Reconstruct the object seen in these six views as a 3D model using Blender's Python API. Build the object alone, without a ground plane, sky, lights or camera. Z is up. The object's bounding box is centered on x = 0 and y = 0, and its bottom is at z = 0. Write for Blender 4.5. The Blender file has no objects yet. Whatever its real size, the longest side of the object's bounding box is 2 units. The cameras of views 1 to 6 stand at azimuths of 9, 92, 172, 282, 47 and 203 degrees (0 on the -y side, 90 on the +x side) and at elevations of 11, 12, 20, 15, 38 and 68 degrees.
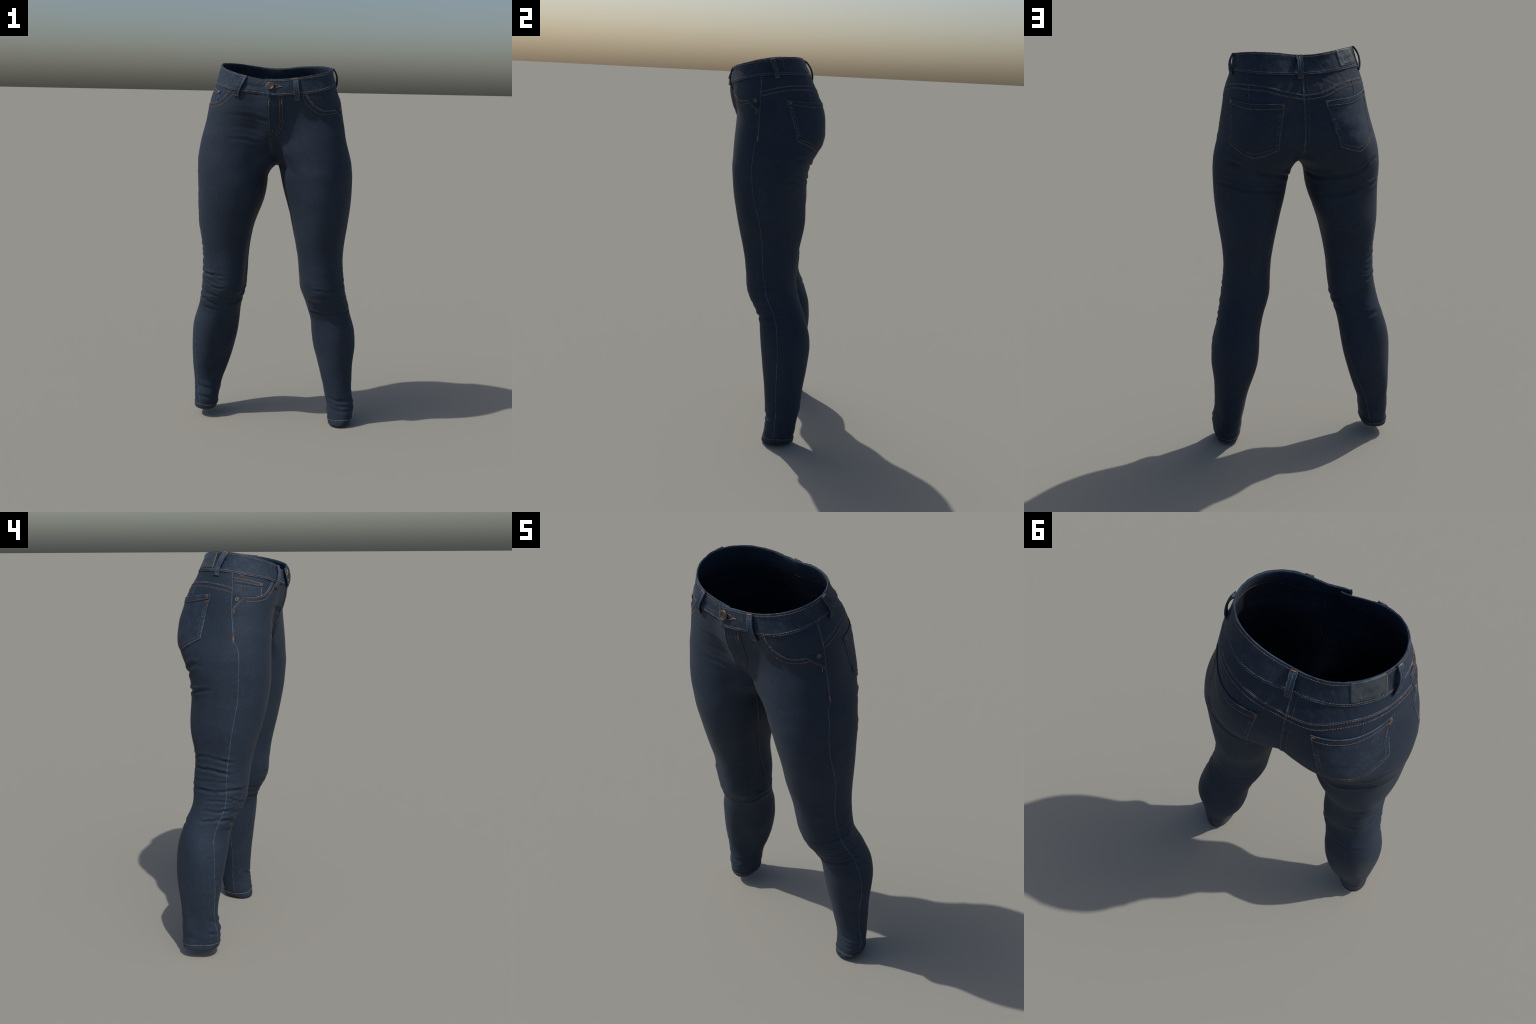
"""Skinny dark-blue denim jeans, standing as if worn (thighs, knees and calves fill them).

Frame: metres, z up, front of the jeans towards -y, the wearer's left leg at +x.
The cloth surface is described by horizontal cross-sections of the hips and of both legs
(centre + a few Fourier terms of the radius), blended at the crotch, then polygonised,
wrinkled and cut into panels.  Every sewn-on detail is placed on that surface in
(direction around the body, height) coordinates.
"""
import bpy, bmesh, math, random
import numpy as np
from mathutils import Vector, Matrix
from mathutils.bvhtree import BVHTree

random.seed(7)
RNG = np.random.default_rng(7)

# --------------------------------------------------------------------------------------
# 1. CROSS-SECTIONS.  z, centre x, centre y, mean radius, then cos/sin pairs of 2,3,4(,5,6)
# --------------------------------------------------------------------------------------
LEFT_LEG = [
    (0.00, .3891, .1041, .0683, -.0128, .0018, -.0004, -.0025, .0001, .0005),
    (0.06, .3891, .1097, .0756, -.0055, -.003, .0002, -.0042, -.0004, .0006),
    (0.12, .3855, .1172, .0787, -.0032, -.0053, .0006, -.0045, -.0002, .0006),
    (0.20, .3721, .1229, .084, -.0069, -.0036, -.0005, -.0029, .0006, .0009),
    (0.28, .3623, .1217, .0921, -.0059, -.002, -.0006, -.0022, .0008, .0008),
    (0.36, .3507, .1244, .103, -.0048, -.0042, 0, .0004, .001, .0004),
    (0.44, .3425, .1246, .1161, -.0024, -.0062, .0003, .0013, .0009, .0002),
    (0.50, .3377, .1233, .1221, -.0031, -.0054, -.0007, .0011, .0003, .0008),
    (0.55, .3333, .1191, .1233, -.0039, -.0053, -.0017, .0003, -.0003, .0013),
    (0.60, .3268, .1122, .121, -.0052, -.0049, -.0027, -.0002, -.0014, .0012),
    (0.65, .3134, .0999, .1184, -.0038, -.0024, -.0023, -.0012, -.002, .0013),
    (0.71, .2973, .0759, .1206, -.0043, -.0002, -.0011, .0005, -.0012, .0005),
    (0.78, .2769, .0456, .1252, -.0047, -.0038, -.001, .003, -.0007, .0004),
    (0.86, .2645, .0311, .1265, -.0057, -.0016, 0, .0027, -.0008, .001),
    (0.95, .2566, .0248, .1283, -.0086, -.0004, -.0003, .0018, -.0004, .0015),
    (1.04, .2499, .0204, .1384, -.0112, -.0008, .0005, .0026, .001, .0017),
    (1.13, .2449, .0166, .1537, -.0128, -.003, .002, .0023, .0024, .0021),
    (1.22, .2406, .0096, .166, -.0095, -.0061, .0012, .0033, .0028, .0026),
    (1.30, .2341, .0003, .1762, -.0048, -.0053, .0005, .0036, .0024, .0024),
    (1.38, .2263, -.0061, .1849, -.0019, -.0026, -.0008, .0023, .0015, .0027),
    (1.44, .2169, -.0029, .1936, -.0023, -.0088, .0009, .0035, -.0001, .0005),
    (1.50, .2023, .0153, .2034, -.0068, -.0227, .0024, .0076, -.0015, -.0025),
]
RIGHT_LEG = [
    (0.00, -.3971, .1185, .0702, -.0127, -.0051, -.0002, -.0003, .0002, .0004),
    (0.06, -.3914, .1184, .0766, -.013, -.0034, .0002, .0006, -.0003, .0006),
    (0.12, -.3861, .1155, .0831, -.0145, -.0027, .0005, .0013, -.001, .0001),
    (0.20, -.3818, .1229, .0855, -.0091, .0025, .0025, .0038, -.0016, -.0004),
    (0.28, -.3755, .13, .0936, -.0029, .0106, .0036, .006, -.001, .0001),
    (0.36, -.3655, .1309, .1061, -.0035, .014, .004, .006, .0005, .0014),
    (0.44, -.3551, .1285, .116, -.003, .0142, .0038, .0047, .0018, .0018),
    (0.50, -.3458, .1237, .1219, -.0021, .0118, .0027, .004, .0019, .0017),
    (0.55, -.338, .1171, .1251, -.0017, .0081, .0023, .0034, .0012, .0014),
    (0.60, -.3287, .1101, .1253, -.0013, .0036, .0024, .0033, -.0004, .0009),
    (0.65, -.3167, .0978, .1222, -.0005, -.0016, .0022, .0033, -.0022, .0009),
    (0.71, -.3, .0753, .1226, -.0012, -.0016, .0024, .0024, -.0045, .0012),
    (0.78, -.2792, .0459, .1264, -.0028, -.0022, -.0025, .0024, -.0049, .0025),
    (0.86, -.2692, .0353, .1297, -.0079, .0007, -.0043, .0005, -.005, .0025),
    (0.95, -.2633, .0259, .1312, -.0085, -.0003, -.0032, .0003, -.004, .002),
    (1.04, -.2598, .014, .1398, -.0084, -.0003, -.0013, -.0006, -.0037, .0009),
    (1.13, -.2548, .0101, .158, -.0116, -.0002, -.0035, -.0019, -.0031, .0009),
    (1.22, -.2409, .0038, .1749, -.0108, .0042, -.0062, -.0009, -.0031, .0002),
    (1.30, -.226, -.0041, .1868, -.0069, .0074, -.0057, .0003, -.0036, -.0009),
    (1.38, -.2196, -.0085, .195, -.0066, .006, -.0046, .0002, -.0027, -.0023),
    (1.44, -.2166, -.0049, .2017, -.0069, .0066, -.0022, -.0012, -.0015, -.003),
    (1.50, -.1863, .0112, .2229, -.0001, .013, .0032, -.0059, -.0005, -.0037),
]
HIPS = [
    (1.44, -.0146, .0154, .2702, .1525, .0012, .0133, -.0318, -.0145, -.0033, -.0007, .0074, .001, .0009),
    (1.50, -.0125, .0249, .29, .1252, .0012, .0101, -.0287, -.0146, -.0018, -.0008, .0011, -.0001, .0004),
    (1.56, -.0106, .0297, .3014, .0977, .0018, .0064, -.0239, -.0142, -.0003, -.0004, -.0047, -.0014, -.0002),
    (1.62, -.0089, .0247, .3024, .0785, .0043, .0048, -.0182, -.0122, .0003, .0004, -.0093, -.003, -.0009),
    (1.68, -.006, .0168, .2978, .0659, .0067, .0048, -.0129, -.0078, 0, .0012, -.012, -.0034, -.0015),
    (1.74, -.0051, .0049, .2915, .0576, .0089, .0048, -.0071, -.0033, -.0002, .0016, -.0122, -.0031, -.0021),
    (1.80, -.0028, -.0102, .2842, .0545, .0053, .0031, -.0024, -.0022, -.0005, .0007, -.0094, -.0028, -.0017),
    (1.86, -.0012, -.0258, .2682, .0529, .0042, .0003, -.0005, -.0021, -.0009, .0004, -.0051, -.0021, -.0008),
    (1.92, -.0004, -.0369, .2475, .0529, .0019, -.0006, -.0019, -.0017, -.0003, .0003, -.0015, -.0006, -.0003),
    (2.00, .0037, -.0519, .2245, .0553, -.0034, .0022, -.0047, -.0008, .002, -.0001, .002, .0013, 0),
]

# height of the waistband's upper rim around the body: mean, cos/sin of 1, 2, 3 times the angle
RIM = (1.9615, -.0064, .0344, .0181, .0022, -.0031, .003)


def spline_weights(zk, z):
    """Natural cubic spline as a weight matrix: value(z) = W @ value(zk)."""
    n = len(zk)
    h = np.diff(zk)
    A = np.zeros((n, n)); R = np.zeros((n, n))
    A[0, 0] = A[-1, -1] = 1
    for i in range(1, n - 1):
        A[i, i - 1:i + 2] = h[i - 1], 2 * (h[i - 1] + h[i]), h[i]
        R[i, i - 1:i + 2] = 6 / h[i - 1], -6 / h[i - 1] - 6 / h[i], 6 / h[i]
    M = np.linalg.solve(A, R)
    z = np.clip(z, zk[0], zk[-1])
    j = np.clip(np.searchsorted(zk, z) - 1, 0, n - 2)
    H = h[j]; u = z - zk[j]; w = H - u
    I = np.eye(n)
    return (M[j] * (w ** 3 / (6 * H) - H * w / 6)[:, None] + M[j + 1] * (u ** 3 / (6 * H) - H * u / 6)[:, None]
            + I[j] * (w / H)[:, None] + I[j + 1] * (u / H)[:, None])


class Tube:
    """A body part given by horizontal sections; fine lookup table in z."""
    DZ = .002

    def __init__(self, rows, bulges=()):
        self.bulges = bulges
        rows = np.array(rows)
        self.z0, self.z1 = rows[0, 0], rows[-1, 0]
        z = np.arange(self.z0, self.z1 + 1e-9, self.DZ)
        self.q = spline_weights(rows[:, 0], z) @ rows[:, 1:]

    def at(self, z):
        t = np.clip((np.asarray(z, float) - self.z0) / self.DZ, 0, len(self.q) - 1.001)
        i = t.astype(int)
        f = (t - i)[..., None]
        return self.q[i] * (1 - f) + self.q[i + 1] * f

    def radius(self, q, th, z):
        r = q[..., 2].copy()
        for a, spread, zc, tall, out in self.bulges:
            d = (th - math.radians(a) + np.pi) % (2 * np.pi) - np.pi
            r += out * np.exp(-(d / math.radians(spread)) ** 2 - ((z - zc) / tall) ** 2)
        for k in range(2, 2 + (q.shape[-1] - 3) // 2):
            r += q[..., 2 * k - 1] * np.cos(k * th) + q[..., 2 * k] * np.sin(k * th)
        return r

    def field(self, p):
        q = self.at(p[..., 2])
        dx, dy = p[..., 0] - q[..., 0], p[..., 1] - q[..., 1]
        return np.hypot(dx, dy) - self.radius(q, np.arctan2(dy, dx), p[..., 2])

    def angle(self, p):
        q = self.at(p[..., 2])
        return np.arctan2(p[..., 1] - q[..., 1], p[..., 0] - q[..., 0])

    def point(self, th, z):
        th, z = np.broadcast_arrays(np.asarray(th, float), np.asarray(z, float))
        q = self.at(z)
        r = self.radius(q, th, z)
        return np.stack([q[..., 0] + r * np.cos(th), q[..., 1] + r * np.sin(th), z], -1)


# local fullness: (angle, spread in degrees, height, half height, outwards in metres)
left_leg = Tube(LEFT_LEG, [(-43, 24, 1.225, .15, .014)])
right_leg = Tube(RIGHT_LEG, [(-33, 26, .437, .07, .021), (38, 22, 1.36, .08, -.018), (62, 18, 1.30, .07, -.015), (-33, 22, 1.35, .09, -.009), (-96, 24, 1.27, .10, .005)])
hips = Tube(HIPS, [(-110, 15, 1.675, .08, -.018), (-110, 12, 1.82, .05, -.006), (-70, 11, 1.53, .045, .016), (-62, 10, 1.625, .04, -.007), (-42, 13, 1.80, .08, .009)])


def smoothstep(a, b, x):
    t = np.clip((x - a) / (b - a), 0, 1)
    return t * t * (3 - 2 * t)


def body_field(p):
    """< 0 inside the jeans.  Hips blend into two legs along the U-shaped crotch line."""
    x, y, z = p[..., 0], p[..., 1], p[..., 2]
    a, b = left_leg.field(p), right_leg.field(p)
    k = .025
    h = np.clip(.5 + .5 * (b - a) / k, 0, 1)
    legs = b * (1 - h) + a * h - k * h * (1 - h)
    dy = y - .05
    rise = np.minimum(np.where(dy < 0, 2.2, 1.5) * dy * dy, .12) * np.exp(-(x / .07) ** 2)
    lift = .03 * np.exp(-(x / .07) ** 2)
    w = smoothstep(1.435, 1.505, z - rise - lift)
    return legs * (1 - w) + hips.field(p) * w


def surface_nets(lo, hi, step):
    """Polygonise body_field: one vertex per sign-changing cell, one quad per crossed grid edge."""
    n = [int(math.ceil((hi[i] - lo[i]) / step)) + 1 for i in range(3)]
    ax = [lo[i] + step * np.arange(n[i]) for i in range(3)]
    F = np.empty(n)
    for i in range(n[0]):
        g = np.stack(np.meshgrid(ax[0][i:i + 1], ax[1], ax[2], indexing="ij"), -1)
        F[i] = body_field(g)[0]
    S = F < 0
    c = np.zeros([m - 1 for m in n], int)
    corners = [(i, j, k) for i in (0, 1) for j in (0, 1) for k in (0, 1)]
    sl = lambda o, m: slice(o, m - 1 + o)
    for o in corners:
        c += S[tuple(sl(o[d], n[d]) for d in range(3))]
    cells = np.argwhere((c > 0) & (c < 8))
    index = -np.ones(c.shape, int)
    index[tuple(cells.T)] = np.arange(len(cells))
    acc = np.zeros((len(cells), 3)); cnt = np.zeros(len(cells))
    for o in corners:
        for d in range(3):
            if o[d]:
                continue
            o2 = list(o); o2[d] = 1
            A = F[tuple((cells + o).T)]; B = F[tuple((cells + o2).T)]
            m = (A < 0) != (B < 0)
            t = np.where(m, A / np.where(m, A - B, 1), 0)
            pos = np.repeat(np.array(o, float)[None], len(cells), 0); pos[:, d] += t
            acc += np.where(m[:, None], pos, 0); cnt += m
    verts = np.array(lo) + step * (cells + acc / cnt[:, None])
    quads = []
    for d in range(3):
        e, f = (d + 1) % 3, (d + 2) % 3
        s0 = [slice(1, -1)] * 3; s0[d] = slice(0, -1)
        s1 = [slice(1, -1)] * 3; s1[d] = slice(1, None)
        X = S[tuple(s0)] != S[tuple(s1)]
        at = np.argwhere(X) + 1; at[:, d] -= 1
        inside = S[tuple(at.T)]
        ring = []
        for (a, b) in ((0, 0), (1, 0), (1, 1), (0, 1)):
            q = at.copy(); q[:, e] -= 1 - a; q[:, f] -= 1 - b
            ring.append(index[tuple(q.T)])
        ring = np.stack(ring, 1)
        ring[~inside] = ring[~inside][:, ::-1]
        quads.append(ring)
    quads = np.concatenate(quads)
    return verts, quads[(quads >= 0).all(1)]


def gradient(p, f, e=1e-3):
    g = np.stack([f(p + np.eye(3)[d] * e) - f(p - np.eye(3)[d] * e) for d in range(3)], -1) / (2 * e)
    return g


def relax(v, quads, times=2):
    """Even out the quads (Laplacian), then pull every vertex back on to the surface."""
    e = np.unique(np.sort(np.concatenate([quads[:, [0, 1]], quads[:, [1, 2]], quads[:, [2, 3]], quads[:, [3, 0]]]), 1), axis=0)
    for _ in range(times):
        s = np.zeros_like(v); n = np.zeros(len(v))
        for a, b in ((0, 1), (1, 0)):
            np.add.at(s, e[:, a], v[e[:, b]]); np.add.at(n, e[:, a], 1)
        v = v + .6 * (s / n[:, None] - v)
        v = project(v)
    return v


def project(v, times=2):
    for _ in range(times):
        g = gradient(v, body_field)
        v = v - g * (body_field(v) / np.maximum((g * g).sum(-1), .2))[:, None]
    return v


def split_quads(v, quads):
    """One plain subdivision: every quad becomes four."""
    e = np.sort(np.concatenate([quads[:, [0, 1]], quads[:, [1, 2]], quads[:, [2, 3]], quads[:, [3, 0]]]), 1)
    u, inv = np.unique(e, axis=0, return_inverse=True)
    n, m = len(v), len(quads)
    mid = v[u].mean(1)
    cen = v[quads].mean(1)
    em = (n + inv).reshape(4, m)
    ce = n + len(u) + np.arange(m)
    out = [np.stack([quads[:, i], em[i], ce, em[i - 1]], 1) for i in range(4)]
    return np.concatenate([v, mid, cen]), np.concatenate(out)

# --------------------------------------------------------------------------------------
# 2. FOLDS AND PUCKERS of the cloth, as displacement along the surface normal
# --------------------------------------------------------------------------------------
def hash01(i, j, k, seed):
    h = (i * 374761393 + j * 668265263 + k * 2147483647 + seed * 974634721) & 0x7FFFFFFF
    h = ((h ^ (h >> 13)) * 1274126177) & 0x7FFFFFFF
    return ((h ^ (h >> 16)) & 0xFFFF) / 65535.0


def noise3(p, seed=0):
    """Smooth value noise, about -1..1."""
    f = np.floor(p).astype(np.int64)
    t = p - f
    t = t * t * (3 - 2 * t)
    out = 0
    for a in (0, 1):
        for b in (0, 1):
            for c in (0, 1):
                w = ((t[..., 0] if a else 1 - t[..., 0]) * (t[..., 1] if b else 1 - t[..., 1]) * (t[..., 2] if c else 1 - t[..., 2]))
                out = out + w * hash01(f[..., 0] + a, f[..., 1] + b, f[..., 2] + c, seed)
    return out * 2 - 1


# crease lines: (angle round the part in degrees, height) ..., half width, depth
RIGHT_FOLDS = [
    ([(21, 1.408), (50, 1.406), (69, 1.41), (90, 1.42), (114, 1.444), (142, 1.483)], .013, .0105),
    ([(37, 1.304), (61, 1.319), (79, 1.327), (104, 1.343), (133, 1.354), (153, 1.364)], .011, .0085),
    ([(105, 1.036), (120, 1.036), (160, 1.04), (183, 1.031), (203, 1.017)], .010, .0055),
    ([(100, .97), (114, .973), (162, .98), (183, .967), (205, .960)], .010, .0055),
    ([(110, .917), (130, .917), (169, .918), (204, .917)], .009, .0035),
    ([(95, .873), (125, .872), (167, .871), (202, .869), (233, .877), (263, .869)], .010, .0060),
    ([(165, .823), (200, .822), (225, .818)], .008, .0035),
    ([(170, .773), (199, .770), (218, .776), (242, .77)], .009, .0050),
    ([(172, .724), (201, .727), (228, .73), (244, .729)], .009, .0050),
    ([(221, .881), (250, .862), (267, .848)], .009, .0045),
    ([(217, .833), (247, .806), (269, .797)], .009, .0050),
    ([(210, .773), (251, .754), (274, .746), (297, .741)], .010, .0055),
    ([(220, .726), (253, .706), (282, .697), (311, .701), (350, .714), (385, .722)], .011, .0085),
    ([(228, .678), (256, .668), (286, .659), (308, .659)], .010, .0045),
    ([(330, .755), (350, .762), (378, .765), (400, .768)], .010, .0085),
    ([(60, .70), (90, .695), (120, .70)], .012, .0035),
    ([(235, .205), (262, .190), (290, .170)], .014, .0050),
    ([(225, .145), (255, .130), (290, .128)], .012, .0045),
]
LEFT_FOLDS = [
    ([(50, 1.495), (73, 1.471), (94, 1.448), (114, 1.431), (134, 1.412), (160, 1.395)], .013, .0105),
    ([(38, 1.385), (60, 1.374), (79, 1.365), (98, 1.354), (126, 1.344)], .011, .0085),
    ([(-109, .769), (-88, .774), (-72, .78)], .009, .0030),
    ([(-97, .813), (-73, .812), (-50, .826), (-14, .834), (15, .835)], .010, .0045),
    ([(-155, .675), (-124, .666), (-92, .664), (-63, .678), (-23, .683), (5, .684)], .011, .0075),
    ([(-137, .727), (-100, .731), (-66, .738), (-16, .739), (10, .740)], .010, .0050),
    ([(-20, .90), (0, .902), (30, .905)], .009, .0025),
    ([(-45, .785), (-20, .788), (8, .79)], .008, .0030),
    ([(-120, .165), (-95, .150), (-60, .155)], .013, .0045),
    ([(-130, .105), (-95, .092), (-50, .100)], .011, .0045),
    ([(-90, .125), (-60, .118), (-20, .13)], .010, .0035),
    ([(60, .80), (90, .79), (125, .80)], .012, .0030),
]
HIP_FOLDS = [
    ([(-124, 1.735), (-110, 1.725), (-95, 1.705)], .012, .0030),
    ([(-122, 1.675), (-110, 1.665), (-95, 1.645)], .012, .0035),
    ([(-118, 1.612), (-108, 1.600), (-96, 1.578)], .012, .0040),
    ([(-118, 1.842), (-108, 1.836), (-97, 1.828)], .008, .0030),
    ([(-74, 1.80), (-66, 1.795), (-58, 1.80)], .010, .0020),
]
# seam lines: (angle round leg / hips, height)
SIDE_LEFT = [(-24.5, 1.583), (-27, 1.566), (-29.8, 1.552), (-29.5, 1.516), (-27.4, 1.467), (-26.4, 1.40), (-26.2, 1.29), (-22.5, 1.206), (-20, 1.141), (-19.6, 1.058),
             (-20.4, .974), (-19, .909), (-14.9, .829), (-12.4, .766), (-11.3, .713), (-14.9, .658), (-17.3, .596), (-18, .47),
             (-22.6, .341), (-22.8, .254), (-19.7, .161), (-16.8, .07), (-17, 0)]
SIDE_RIGHT = [(-160, 1.592), (-156.5, 1.582), (-153.7, 1.566), (-153, 1.52), (-153.4, 1.46), (-155, 1.39), (-155, 1.28), (-155.5, 1.18), (-157, 1.088), (-158.4, 1.011),
              (-156, .934), (-152.3, .86), (-152, .774), (-149.5, .70), (-145, .63), (-139, .57), (-133, .49), (-126, .40), (-120.5, .319),
              (-117, .237), (-111, .16), (-101.7, .097), (-95, .05)]
INSEAM_RIGHT = [(-24, 1.48), (-17, 1.398), (-15, 1.329), (-10, 1.232), (-7.8, 1.172), (2.3, 1.052), (10.4, .934), (18.7, .838),
                (24, .76), (25.5, .68), (30, .591), (35, .509), (39, .422), (46.5, .329), (53.5, .261), (63.8, .175), (71, .102), (72, .05)]
INSEAM_LEFT = [(-156, 1.48), (-163, 1.398), (-165, 1.329), (-170, 1.232), (-172, 1.172), (-178, 1.05), (-182, .93), (-184, .80),
               (-182, .66), (-178, .52), (-172, .38), (-176, .257), (-181, .152), (-186, .084), (-190, 0)]
HIP_SIDE_LEFT = [(-6.9, 1.90), (-7.7, 1.851), (-9.2, 1.807), (-10.9, 1.763), (-12.3, 1.724), (-13.3, 1.675), (-13.6, 1.635), (-14.1, 1.601), (-14.7, 1.57)]
HIP_SIDE_RIGHT = [(-178, 1.91), (-175.4, 1.856), (-173.2, 1.811), (-171.7, 1.765), (-169.8, 1.72), (-167.8, 1.674), (-166.5, 1.629), (-165.4, 1.585)]


def line_angle(line, z):
    """Angle of a seam line at height z (degrees)."""
    a = np.array(line, float)[::-1] if line[0][1] > line[-1][1] else np.array(line, float)
    return np.interp(z, a[:, 1], a[:, 0])


def fold_sum(folds, th, z, seed):
    d = np.zeros_like(z)
    deg = np.degrees(th)
    for n, (line, w, depth) in enumerate(folds):
        a = np.array(line, float)
        lo, hi = a[0, 0], a[-1, 0]
        t = lo + np.mod(deg - lo + 90, 360) - 90
        near = (t > lo - 30) & (t < hi + 30) & (z > a[:, 1].min() - 6 * w) & (z < a[:, 1].max() + 6 * w)
        if not near.any():
            continue
        t, zz = t[near], z[near]
        wob = .004 * np.sin(t * .11 + n * 2.1) + .002 * np.sin(t * .31 + n)
        s = (zz - np.interp(t, a[:, 0], a[:, 1]) - wob * .5) / (w * .85)
        fade = smoothstep(lo - 22, lo + 12, t) * (1 - smoothstep(hi - 12, hi + 22, t))
        prof = -np.exp(-(s * 1.15) ** 2) + .75 * np.exp(-((s - 1.7) / .95) ** 2) + .45 * np.exp(-((s + 1.8) / 1.1) ** 2)
        patchy = .62 + .5 * noise3(np.stack([t * .06, t * 0 + n * 1.7, t * 0], -1), 17 + seed)
        d[near] += .85 * depth * fade * patchy * prof
    return d


def pucker(p, tube, line, th, seed):
    """Short cross-wise puckers gathered along a seam."""
    z = p[..., 2]
    q = tube.at(z)
    away = np.radians((np.degrees(th) - line_angle(line, z) + 180) % 360 - 180) * q[..., 2]
    side = np.where(away > 0, 1.0, -1.0)
    n = noise3(np.stack([side * 3.7, z * 42 + away * 6, z * 0 + seed], -1), seed) + .6 * noise3(np.stack([side * 1.3, z * 90, z * 0], -1), seed + 9)
    reach = .030 * (1 + .5 * noise3(np.stack([z * 11, side, z * 0], -1), seed + 3))
    return .0013 * n * np.exp(-(away / reach) ** 2)


UNDERLAP = .007


def displacement(p):
    x, z = p[..., 0], p[..., 2]
    left = x > 0
    d = np.zeros_like(z)
    for tube, folds, side, inner, mine, seed in ((left_leg, LEFT_FOLDS, SIDE_LEFT, INSEAM_LEFT, left, 1), (right_leg, RIGHT_FOLDS, SIDE_RIGHT, INSEAM_RIGHT, ~left, 2)):
        m = mine & (z < 1.56)
        if not m.any():
            continue
        pm = p[m]
        th = tube.angle(pm)
        zz = pm[:, 2]
        low = 1 - smoothstep(1.40, 1.54, zz)
        dm = fold_sum(folds, th, zz, seed)
        dm += low * (pucker(pm, tube, side, th, seed * 10) + .5 * pucker(pm, tube, inner, th, seed * 10 + 5))
        # gentle bunching above the ankle and round the knee
        q = tube.at(zz)
        around = np.stack([np.cos(th) * 2.2, np.sin(th) * 2.2, zz * 26], -1)
        ankle = (1 - smoothstep(.16, .30, zz))
        knee = np.exp(-((zz - .80) / .16) ** 2)
        dm += noise3(around, seed + 20) * (.0022 * ankle + .0012 * knee)
        d[m] += dm
    m = z > 1.5
    if m.any():
        pm = p[m]
        th = hips.angle(pm)
        zz = pm[:, 2]
        dm = fold_sum(HIP_FOLDS, th, zz, 5)
        deg = np.degrees(th)
        # behind the overlapping front end the belly lies a little further in
        dm -= UNDERLAP * np.exp(-((deg + 94) / 19) ** 2) * smoothstep(1.66, 1.83, zz)
        # rough, gathered cloth of the back right yoke
        back = np.exp(-((deg - 122) / 22) ** 2) * smoothstep(1.78, 1.83, zz)
        dm += back * .0012 * noise3(pm * 75, 31)
        seat = np.exp(-((np.abs(deg - 90) - 45) / 30) ** 2) * smoothstep(1.5, 1.56, zz) * (1 - smoothstep(1.72, 1.8, zz))
        dm += seat * .0010 * noise3(pm * np.array([18, 18, 30]), 33)
        for line, sd in ((HIP_SIDE_LEFT, 41), (HIP_SIDE_RIGHT, 43)):
            near = np.abs((deg - line_angle(line, zz) + 180) % 360 - 180) < 30
            if near.any():
                dm[near] += .6 * pucker(pm[near], hips, line, th[near], sd)
        d[m] += dm
    d += .0007 * noise3(p * np.array([9, 9, 13]), 51)
    return d


def unit(v):
    return v / np.maximum(np.linalg.norm(v, axis=-1, keepdims=True), 1e-9)


def finish_surface(p0, lift=0.0):
    """Points of the smooth base surface -> points of the wrinkled cloth, lifted off it; and normals."""
    p0 = np.atleast_2d(p0)
    n = unit(gradient(p0, body_field))
    return p0 + n * (displacement(p0) + lift)[:, None] if np.ndim(lift) else p0 + n * (displacement(p0) + lift)[:, None], n


def on_tube(tube, deg, z):
    """Base surface point at an angle and height, slid radially on to the blended body surface."""
    deg, z = np.broadcast_arrays(np.asarray(deg, float), np.asarray(z, float))
    deg, z = deg.ravel(), z.ravel()
    th = np.radians(deg)
    p = tube.point(th, z)
    p[:, 2] = z
    out = np.stack([np.cos(th), np.sin(th), 0 * th], -1)
    for _ in range(5):
        p = p - out * np.clip(body_field(p), -.02, .02)[:, None] * .9
    return p


def on_hips(deg, z, lift=0.0):
    return finish_surface(on_tube(hips, deg, z), np.broadcast_to(np.asarray(lift, float), np.broadcast(np.asarray(deg), np.asarray(z)).shape).ravel())


def ring_interp(table, deg):
    """Periodic smooth lookup of (angle, value) pairs."""
    a = np.array(sorted((t % 360, v) for t, v in table))
    x = np.concatenate([a[:, 0] - 360, a[:, 0], a[:, 0] + 360]); y = np.tile(a[:, 1], 3)
    m = np.gradient(y, x)
    d = np.asarray(deg, float) % 360
    j = np.clip(np.searchsorted(x, d) - 1, 0, len(x) - 2)
    h = x[j + 1] - x[j]; t = (d - x[j]) / h
    return ((2 * t ** 3 - 3 * t ** 2 + 1) * y[j] + (t ** 3 - 2 * t ** 2 + t) * h * m[j] + (-2 * t ** 3 + 3 * t ** 2) * y[j + 1] + (t ** 3 - t ** 2) * h * m[j + 1])


# stitch line along the waistband's lower edge; the edge itself runs 9 mm below
WAIST_SEAM = [(-90, 1.845), (-61, 1.848), (-43, 1.857), (-30, 1.871), (-15, 1.889), (4, 1.904), (20, 1.909), (45, 1.904), (68, 1.901),
              (90, 1.899), (110, 1.901), (125, 1.906), (142, 1.914), (160, 1.917), (180, 1.911), (-165, 1.897), (-148, 1.881), (-137, 1.868), (-112, 1.852)]


def waist_z(deg):
    return ring_interp(WAIST_SEAM, deg)


def rim_z(deg):
    t = np.radians(np.asarray(deg, float))
    z = RIM[0] + 0 * t
    for k in (1, 2, 3):
        z = z + RIM[2 * k - 1] * np.cos(k * t) + RIM[2 * k] * np.sin(k * t)
    return z


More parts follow.
